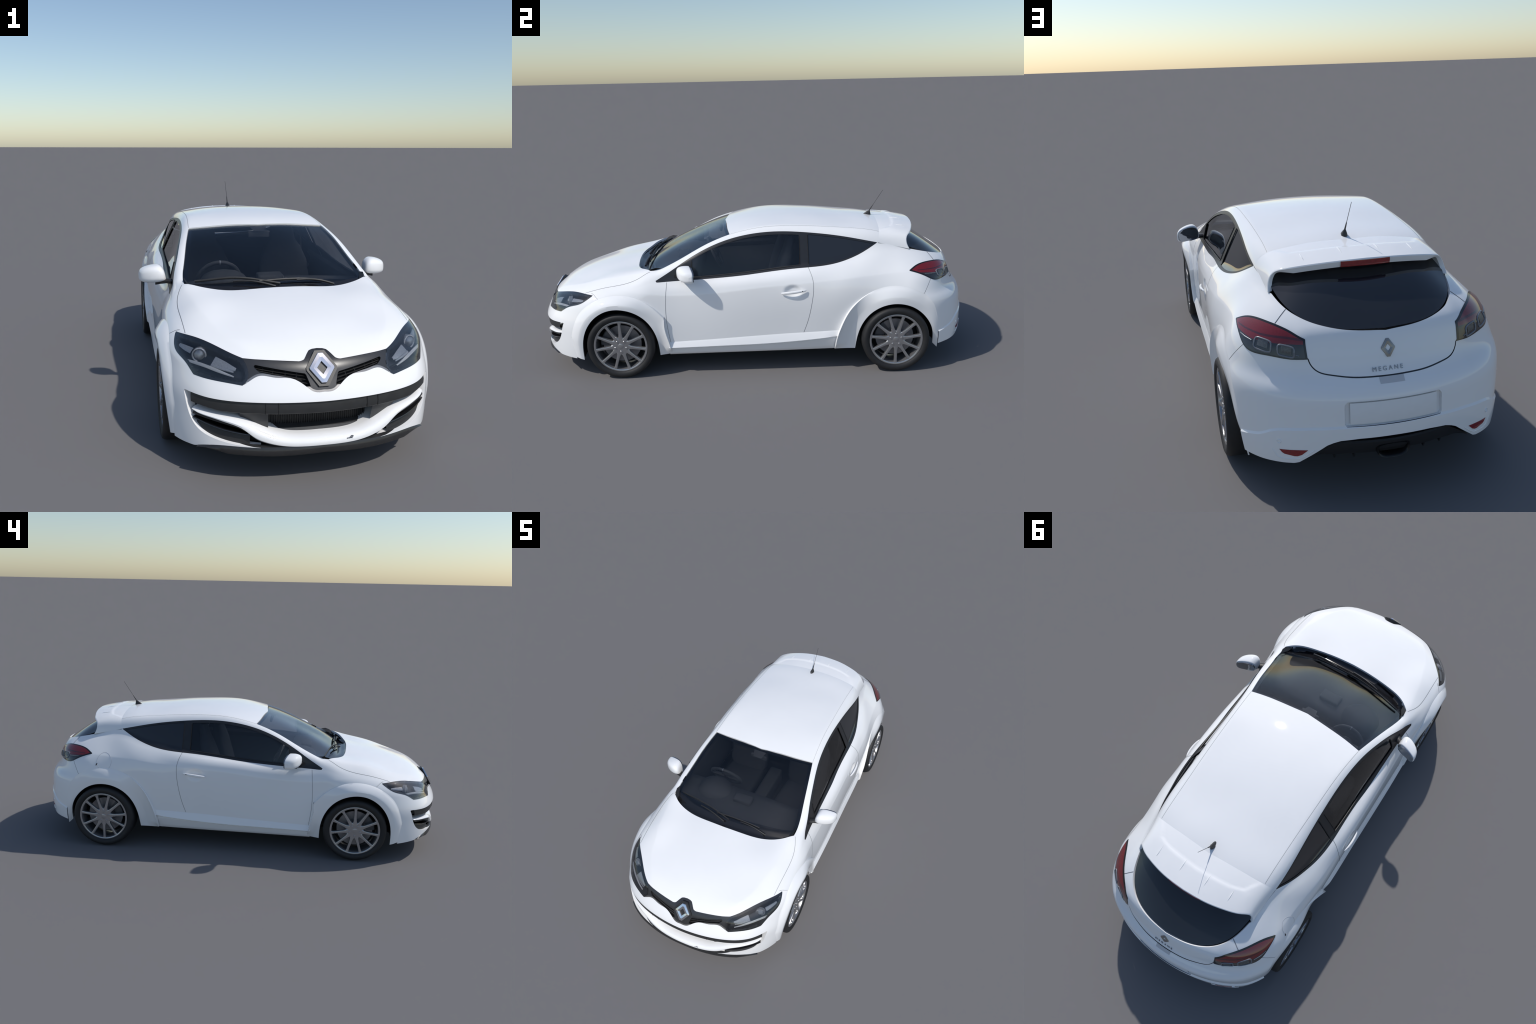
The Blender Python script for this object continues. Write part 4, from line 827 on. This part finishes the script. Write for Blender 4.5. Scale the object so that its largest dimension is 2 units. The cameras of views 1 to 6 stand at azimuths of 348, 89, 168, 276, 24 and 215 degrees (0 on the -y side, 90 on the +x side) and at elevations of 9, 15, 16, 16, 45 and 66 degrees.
# ---------------------------------------------------------------- number plate, badges, bumper details
xs = np.linspace(-.1215, .1215, 25)
def pt(x, z, o): return tail_point(np.abs(x), np.full(len(x), z), o) * np.stack([np.sign(x) + (x == 0), np.ones(len(x)), np.ones(len(x))], 1)
loft('number_plate', [pt(xs, PLATE[1] + .001, -.008), pt(xs, PLATE[1] + .001, -.003), pt(xs, PLATE[1] + .003, -.0025), pt(xs, PLATE[2] - .004, -.0025), pt(xs, PLATE[2] - .002, -.003), pt(xs, PLATE[2] - .002, -.008)], material('blank_plate', (.88, .88, .88), .4, vary=.01), flip=True, angle=30)
xw = np.linspace(-.137, .137, 25); loft('plate_recess', [pt(xw, PLATE[1] - .006, -.009), pt(xw, PLATE[2] + .004, -.009)], PAINT, flip=True)
bc = tail_point([0.], [.4215], .001)[0]; upv = tail_point([0.], [.445])[0] - tail_point([0.], [.398])[0]; ov = np.cross([1., 0, 0], upv); ov = ov if ov[1] > 0 else -ov
diamond('rear_badge', bc, upv, ov, .0195, .0245, .42, .005, SATIN, car, .001)
script('tailgate_lettering', 'MEGANE', .0165, tail_point([0.006], [.3705], .0008)[0], (-1, 0, 0), (0, -.35, 1), BADGE, car, .0006, 0, 1.5)
q = tail_point([.163], [.408], .001)[0] * [-1, 1, 1]; script('tailgate_monogram', 'R.S.', .011, q, (-1, -.26, 0), (0, -.3, 1), BADGE, car, .0006, .3, 1.1)
# latch notch below the tailgate edge: flat patch, greyer than the panels around it
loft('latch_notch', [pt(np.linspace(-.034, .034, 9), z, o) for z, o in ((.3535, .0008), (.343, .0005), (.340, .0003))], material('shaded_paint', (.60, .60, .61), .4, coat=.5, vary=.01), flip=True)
# lower apron: reflectors, sensors
on_apron = lambda o, h: skin_offset(tail_point(o[:, 0], o[:, 1]), .0045 + h)
for s in (1, -1):
    o = np.array([(.298,.164),(.292,.156),(.286,.152),(.262,.148),(.254,.149),(.244,.154),(.229,.169),(.252,.1675),(.275,.1655)])
    P = on_apron(o, .0012) * [s, 1, 1]; V, F = disc_prism(P, (0, -.006, 0)); add('rear_reflector', V, F if s < 0 else [f[::-1] for f in F], material('reflector_red', (.24, .008, .012), .2, coat=.6, vary=.2, scale=300), apron, smooth=False)
    o = np.array([(.315,.161),(.303,.140),(.289,.136),(.251,.140),(.238,.148),(.213,.170)]); P = on_apron(resample(o, 24), .0) * [s, 1, 1]; tube('reflector_frame', P, .0016, PAINT, apron, 8)
    c = on_apron(np.array([(.299,.188)]), .0008)[0]; n = B.normals(skin_offset(tail_point([.299], [.188]), 0))[0]; ob = ring('parking_sensor', c * [s, 1, 1], n * [s, 1, 1], .0052, .0062, PAINT, .003, 24); ob.parent = apron
# diffuser and tail pipe
xd = np.linspace(0, .245, 40); k = np.clip((.245 - xd) / .07, 0, 1)
dd = lambda z, o: tail_point(xd, z, o)
ztop = np.interp(xd, [0,.14,.165,.19,.245], [.183,.186,.182,.168,.128]); zlow = np.interp(xd, [0,.14,.20,.245], [.134,.136,.134,.122])
loft('diffuser', mirror_rows([dd(ztop + .001, -.06), dd(ztop, -.012), dd(ztop - .004, -.008), dd((ztop + zlow) / 2, -.012), dd(zlow + .003, -.022), dd(zlow, -.028), dd(zlow - .015, -.16)]), PLASTIC, flip=True, angle=30)
loft('diffuser_cavity', mirror_rows([dd(np.interp(xd, TAIL_EDGE[:, 0], TAIL_EDGE[:, 1]) + .006, -.010), dd(np.full(40, .205), -.05), dd(np.full(40, .165), -.055)]), DARK, flip=True, angle=30)
for x in (-.16, -.105, .105, .16):
    P = tail_point([abs(x)], [.137], -.03)[0] * [np.sign(x), 1, 1]; V, F = disc_prism([P + [-.002, 0, .03], P + [-.002, .012, .02], P + [-.002, -.004, -.018], P + [-.002, -.07, -.002]], (.004, 0, 0)); add('diffuser_fin', V, F, PLASTIC, smooth=False)
for i in range(7):
    x = (i - 3) * .034; P = tail_point([abs(x)], [.192], -.035)[0] * [1 if x >= 0 else -1, 1, 1]; block('grid_rib', (.002, .012, .018), P, PLASTIC, bevel=.0005, seg=1)
th = np.linspace(0, 2 * np.pi, 48, endpoint=False)
def pipe_sec(w, h, y, z, x=0.):
    c, s = np.cos(th), np.sin(th); k = lambda q, p: np.sign(q) * np.abs(q)**p; wx = w * (1 + .18 * s)
    return np.stack([x + wx * k(c, .6), np.full(48, y), z + h * k(s, .7)], 1)
loft('tail_pipe', [pipe_sec(.047, .0225, .88, .146), pipe_sec(.047, .0225, .986, .148), pipe_sec(.0455, .0215, .990, .148), pipe_sec(.043, .019, .989, .148), pipe_sec(.039, .016, .984, .148), pipe_sec(.038, .015, .90, .147)], material('sooty_pipe', (.018, .018, .019), .3, metal=.5, vary=.1), closed=True, cap=True, angle=40)

# ---------------------------------------------------------------- wheels
def wheel_parts(parent, spin):
    tyre = lathe('tyre', [(.1165,.040),(.1185,.0455),(.1225,.0500),(.130,.0535),(.138,.0540),(.1445,.0510),(.1485,.0450),(.1500,.0380),(.1505,.0200),(.1505,-.0200),(.1500,-.0380),(.1485,-.0450),(.1445,-.0510),(.138,-.0540),(.130,-.0535),(.1225,-.0500),(.1165,-.040)], RUBBER, parent, 128, 60)
    rim = lathe('rim', [(.1085,.0420),(.1100,.0465),(.1130,.0480),(.1165,.0485),(.1185,.0478),(.1190,.0455),(.1180,.0400),(.1150,.0380),(.1120,.0200),(.1100,-.0200),(.1140,-.0480),(.1120,-.0490),(.1060,-.0200),(.1060,.0100),(.1075,.0330)], ALLOY, parent, 128, 35)
    def part(name, V, F, mat, angle=40): return add(name, V, F, mat, rim, angle=angle)
    ns = 11; st = [(.027,.0150,.0440,.020),(.036,.0130,.0445,.018),(.043,.0090,.0450,.016),(.054,.0075,.0455,.015),(.075,.0068,.0460,.014),(.096,.0065,.0465,.013),(.1065,.0075,.0470,.012),(.1115,.0105,.0472,.010)]
    rows = []
    for r, w, x, d in st: rows.append([(x - d, r, -w * .95), (x - .0035, r, -w), (x - .0008, r, -w * .80), (x, r, -w * .55), (x, r, w * .55), (x - .0008, r, w * .80), (x - .0035, r, w), (x - d, r, w * .95)])
    base = np.array(rows)
    for i in range(ns):
        a = spin + 2 * math.pi * i / ns; c, s = math.cos(a), math.sin(a); R = base.copy(); y, z = base[..., 1], base[..., 2]
        R[..., 1] = y * c - z * s; R[..., 2] = y * s + z * c
        loft('spoke', R, ALLOY, rim, cap=True, angle=35)
    lathe('hub', [(.0001,.0452),(.0125,.0452),(.0130,.0448),(.0200,.0446),(.0300,.0444),(.0350,.0438),(.0375,.0420),(.0380,.0250),(.0001,.0250)], ALLOY, rim, 64, 35, closed=False)
    lathe('hub_cap', [(.0001,.0468),(.0085,.0466),(.0108,.0458),(.0112,.0445)], ALLOY, rim, 40, 30, closed=False)
    for i in range(5):
        a = spin + 2 * math.pi * (i + .5) / 5; b = lathe('wheel_bolt', [(.0001,.0472),(.0042,.0470),(.0050,.0462),(.0052,.0440),(.0060,.0438),(.0062,.0425)], ALLOY, rim, 20, 30, closed=False)
        b.location = (0, .0255 * math.cos(a), .0255 * math.sin(a))
    lathe('brake_disc', [(.030,.0060),(.030,.0100),(.046,.0100),(.048,.0060),(.0850,.0060),(.0850,-.0080),(.048,-.0080)], STEEL, parent, 72, 30)
    th = np.linspace(-.45, .45, 14) + math.pi * .85
    rows = [[(x, r * math.cos(t), r * math.sin(t)) for x, r in ((.0220,.055),(.0240,.065),(.0240,.086),(.0200,.093),(-.012,.094),(-.012,.055))] for t in th]; loft('brake_caliper', rows, material('caliper_grey', (.06, .06, .065), .4, vary=.1), parent, closed=True, cap=True, angle=30)
    lathe('wheel_back', [(.0001,-.03),(.104,-.03)], DARK, parent, 48, 30, closed=False)
for (y, z), spin in ((HUB_F, math.pi / 2), (HUB_R, -math.pi / 2)):
    w = empty('wheel', loc=(.3680, y, z)); wheel_parts(w, spin)
    w2 = empty('wheel', loc=(-.3680, y, z)); 
    def clone(src, dst):
        for ch in list(src.children):
            c = ch.copy(); SC.objects.link(c); c.parent = dst; clone(ch, c)
    clone(w, w2); w2.scale.x = -1

# ---------------------------------------------------------------- door mirrors
def mirror_shell():
    # sections across the housing, from the stalk (inner) to the tip (outer): x, y front, y back, z low, z high
    sec = [(.3725,-.312,-.288,.456,.468),(.376,-.320,-.281,.4535,.484),(.383,-.327,-.276,.4510,.500),(.395,-.330,-.271,.4490,.5095),(.412,-.327,-.266,.4470,.5105),(.430,-.319,-.261,.4460,.507),(.447,-.307,-.256,.4465,.501),(.4580,-.295,-.253,.4490,.4945),(.4640,-.282,-.253,.4530,.487),(.4670,-.270,-.257,.4600,.478)]
    th = np.linspace(0, 2 * np.pi, 40, endpoint=False); rows = []
    S = spline(sec, 26)
    for x, y0, y1, z0, z1 in S:
        c, s = np.cos(th), np.sin(th); yc = y1 - (y1 - y0) * .30; zc = (z0 + z1) / 2
        k = lambda q, p: np.sign(q) * np.abs(q)**p
        yy = np.where(c < 0, yc + (yc - y0) * k(c, .85), yc + (y1 - yc) * k(c, .30)); zz = zc + (z1 - z0) / 2 * k(s, .60)
        rows.append(np.stack([np.full(40, x), yy, zz], 1))
    return rows
R = mirror_shell(); mir = empty('door_mirror'); mir2 = empty('door_mirror')
def both_m(ob): ob.parent = mir; twin(ob, mir2); return ob
both_m(loft('mirror_housing', R, PAINT, closed=True, cap=True, angle=60))
o = np.array([(.379,.456),(.378,.480),(.386,.497),(.402,.504),(.425,.503),(.446,.497),(.458,.489),(.4625,.477),(.461,.460),(.452,.4505),(.425,.4495),(.395,.4505)]); o = spline(np.vstack([o, o[:1]]), 60)[:-1]
yb = lambda x: np.interp(x, [.376,.383,.395,.412,.430,.447,.458,.464], [-.2785,-.2735,-.2685,-.2635,-.2585,-.2535,-.2505,-.2505])
V, F = disc_prism(np.stack([o[:, 0], yb(o[:, 0]) + .0015, o[:, 1]], 1), (0, -.006, 0)); both_m(add('mirror_glass', V, [f[::-1] for f in F], MIRRORG, smooth=False))
both_m(loft('mirror_stalk', [[(x, yc_ + a, zc_ + b) for a, b in ((-.016*q, -.005), (-.018*q, .004), (-.008*q, .010), (.010*q, .009), (.016*q, .002), (.010*q, -.006))] for x, yc_, zc_, q in ((.340,-.318,.452,1.0),(.357,-.316,.452,1.0),(.372,-.308,.453,.95),(.392,-.300,.450,.9),(.410,-.298,.446,.6))], PLASTIC, closed=True, cap=True, angle=50))
both_m(loft('mirror_foot', [[(x, y, z + d) for d in (-.006, .006)] for x, y, z in ((.3585,-.345,.452),(.3595,-.33,.452))], PLASTIC, angle=50))
both_m(block('indicator_slot', (.022, .012, .008), (.452, -.258, .4485), GLOSS, rot=(0, 0, .2), bevel=.002)) if False else None

# ---------------------------------------------------------------- door handles, fuel flap, aerial
t = np.linspace(0, 1, 24); hy = .124 + .110 * t; hz = .3785 + .0115 * t; base = side_point(hy, hz)
lift = .004 + .010 * np.sin(np.pi * np.clip(t, 0.02, .98))**.5; P = base.copy(); P[:, 0] = np.interp(hy, [.124, .234], [base[0, 0], base[-1, 0]]) + lift
twin(tube('door_handle', P, .0062 * np.sin(np.pi * np.clip(t * .96 + .03, 0, 1))**.35, PAINT, n=14, flat=(.8, 1.05)))
c = side_point(np.array([.216]), np.array([.3885])); c[0, 0] = P[20, 0] + .0045; twin(dome('handle_lock', c[0], (1, 0, 0), .0024, .001, GLOSS, 14))
th = np.linspace(0, 2 * np.pi, 73); P = side_point(.627 + .0355 * np.cos(th), .4225 + .040 * np.sin(th), .0002) * [-1, 1, 1]; tube('fuel_flap_seam', P, .0005, GAP, n=6, cap=False)
P = side_point(.6635 - .003 * np.linspace(-1, 1, 7), .4095 + .006 * np.linspace(-1, 1, 7), .0004) * [-1, 1, 1]; tube('fuel_flap_notch', P, [.0005, .0018, .0024, .0026, .0024, .0018, .0005], GLOSS, n=8)
ant = empty('aerial')
rows = [[(w * math.cos(a) * (.75 if math.cos(a + 1.57) > 0 else 1), .560 + dy + l * math.sin(a), z) for a in np.linspace(0, 2 * math.pi, 24, endpoint=False)] for w, l, dy, z in ((.0105,.0185,0,.634),(.0105,.018,.000,.641),(.0085,.0135,.003,.647),(.0055,.0085,.007,.653),(.0035,.005,.010,.657))]
loft('aerial_base', rows, PLASTIC, ant, closed=True, cap=True, angle=50)
tube('aerial_rod', [np.array([0,.569,.654]) * (1 - q) + np.array([0,.635,.7555]) * q for q in (0, .12, .28, .3, 1)], [.0030, .0026, .0018, .0010, .0008], PLASTIC, ant, 8)

# ---------------------------------------------------------------- cabin
cab = empty('cabin')
xs = np.linspace(-.335, .335, 31)
def across(f): return [np.array([(x, *f(abs(x))) for x in xs])]
prof = [(-.49,.400),(-.475,.437),(-.44,.446),(-.36,.450),(-.30,.452),(-.265,.446),(-.25,.425),(-.255,.36),(-.30,.30)]
loft('dashboard', [np.array([(x, y + .05 * x * x * (1 if y < -.4 else -.4), z - .10 * x * x) for x in xs]) for y, z in prof], CABIN, cab, angle=45)
th = np.linspace(0, 2 * np.pi, 28, endpoint=False)
loft('instrument_hood', [[(-.165 + r * .085 * math.cos(a), -.315 + r * .075 * math.sin(a), z) for a in th] for r, z in ((1.05,.440),(1.0,.452),(.86,.468),(.6,.479),(.3,.484),(.05,.485))], CABIN, cab, closed=True, cap=True, angle=60)
block('centre_display', (.095, .055, .026), (.0, -.335, .458), CABIN, cab, rot=(.1, 0, 0), bevel=.008)
sw = empty('steering_wheel', cab); c0 = np.array([-.165,-.195,.425]); ax = np.array([0, -.90, -.43]); u1 = np.array([1., 0, 0]); u2 = np.cross(ax, u1); u2 /= np.linalg.norm(u2); u2 = u2 if u2[2] > 0 else -u2
P = [c0 + .081 * (math.cos(a) * u1 + math.sin(a) * u2) for a in np.linspace(0, 2 * math.pi, 61)]; tube('wheel_rim', P, .0075, CABIN, sw, 10, cap=False)
P = [c0 + .081 * (math.cos(a) * u1 + math.sin(a) * u2) for a in np.linspace(math.pi / 2 - .03, math.pi / 2 + .03, 4)]; tube('wheel_marker', P, .0081, SILVER, sw, 10)
for a in (0, math.pi, -math.pi / 2): tube('wheel_spoke', [c0 + r * (math.cos(a) * u1 + math.sin(a) * u2) for r in (.01, .078)], .008, CABIN, sw, 8, flat=(1.2, .5))
dome('wheel_boss', c0, -ax, .030, .014, CABIN).parent = sw
def seat(x, y, name):
    s = empty(name, cab)
    def slab(nm, secs, dx=0): return loft(nm, [[(x + w * np.sign(math.cos(a)) * abs(math.cos(a))**.55, yy + d * np.sign(math.sin(a)) * abs(math.sin(a))**.6 * cosd, zz + d * np.sign(math.sin(a)) * abs(math.sin(a))**.6 * sind) for a in np.linspace(0, 2 * math.pi, 28, endpoint=False)] for w, yy, zz, d, cosd, sind in secs], FABRIC, s, closed=True, cap=True, angle=60)
    slab('seat_back', [(.085, y, .235, .035, 1, 0), (.108, y + .005, .27, .040, 1, 0), (.112, y + .025, .36, .038, 1, .2), (.105, y + .045, .44, .034, 1, .2), (.080, y + .058, .495, .028, 1, .2), (.055, y + .066, .53, .022, 1, .2), (.050, y + .074, .572, .020, 1, .2), (.036, y + .078, .586, .012, 1, .2)])
    slab('seat_cushion', [(.09, y - .24, .225, .025, 0, 1), (.108, y - .20, .235, .034, 0, 1), (.108, y - .05, .225, .034, 0, 1), (.10, y + .03, .215, .03, 0, 1)])
seat(-.175, .10, 'front_seat'); seat(.175, .10, 'front_seat')
block('rear_bench', (.52, .06, .26), (0, .52, .36), FABRIC, cab, rot=(-.35, 0, 0), bevel=.02); block('rear_bench', (.52, .20, .06), (0, .42, .25), FABRIC, cab, bevel=.02)
block('parcel_shelf', (.50, .24, .012), (0, .70, .455), LINING, cab, bevel=.003)
block('cabin_floor', (.66, 1.2, .02), (0, .15, .15), LINING, cab, bevel=0); block('firewall', (.66, .02, .30), (0, -.50, .28), LINING, cab, bevel=0); block('boot_wall', (.42, .012, .30), (0, .86, .31), LINING, cab, bevel=0)
block('centre_console', (.07, .34, .10), (0, -.08, .25), CABIN, cab, bevel=.012)
m_ = block('rear_view_mirror', (.085, .012, .026), (0, -.150, .590), CABIN, cab, rot=(.15, 0, 0), bevel=.006)
zr = top_grid(np.array([[-.035, .035], [-.022, .022]]), np.array([[-.128, -.128], [-.175, -.175]]), -.010); add('sensor_pod', zr.reshape(-1, 3), [(0, 1, 3, 2)], CABIN, cab, smooth=False)
for s in (1, -1):
    yl = np.linspace(-.36, .30, 20); loft('door_card', [np.stack([np.full(20, s * x), yl, np.full(20, z) + .03 * (yl + .3)], 1) for x, z in ((.338,.44),(.332,.425),(.350,.40),(.330,.33),(.345,.18))], CABIN, cab, angle=40)
    tube('seat_belt', [(s * .285, .262, .56), (s * .29, .262, .45), (s * .30, .25, .30)], .012, REDSTRIP if s < 0 else LINING, cab, 6, flat=(1, .15))
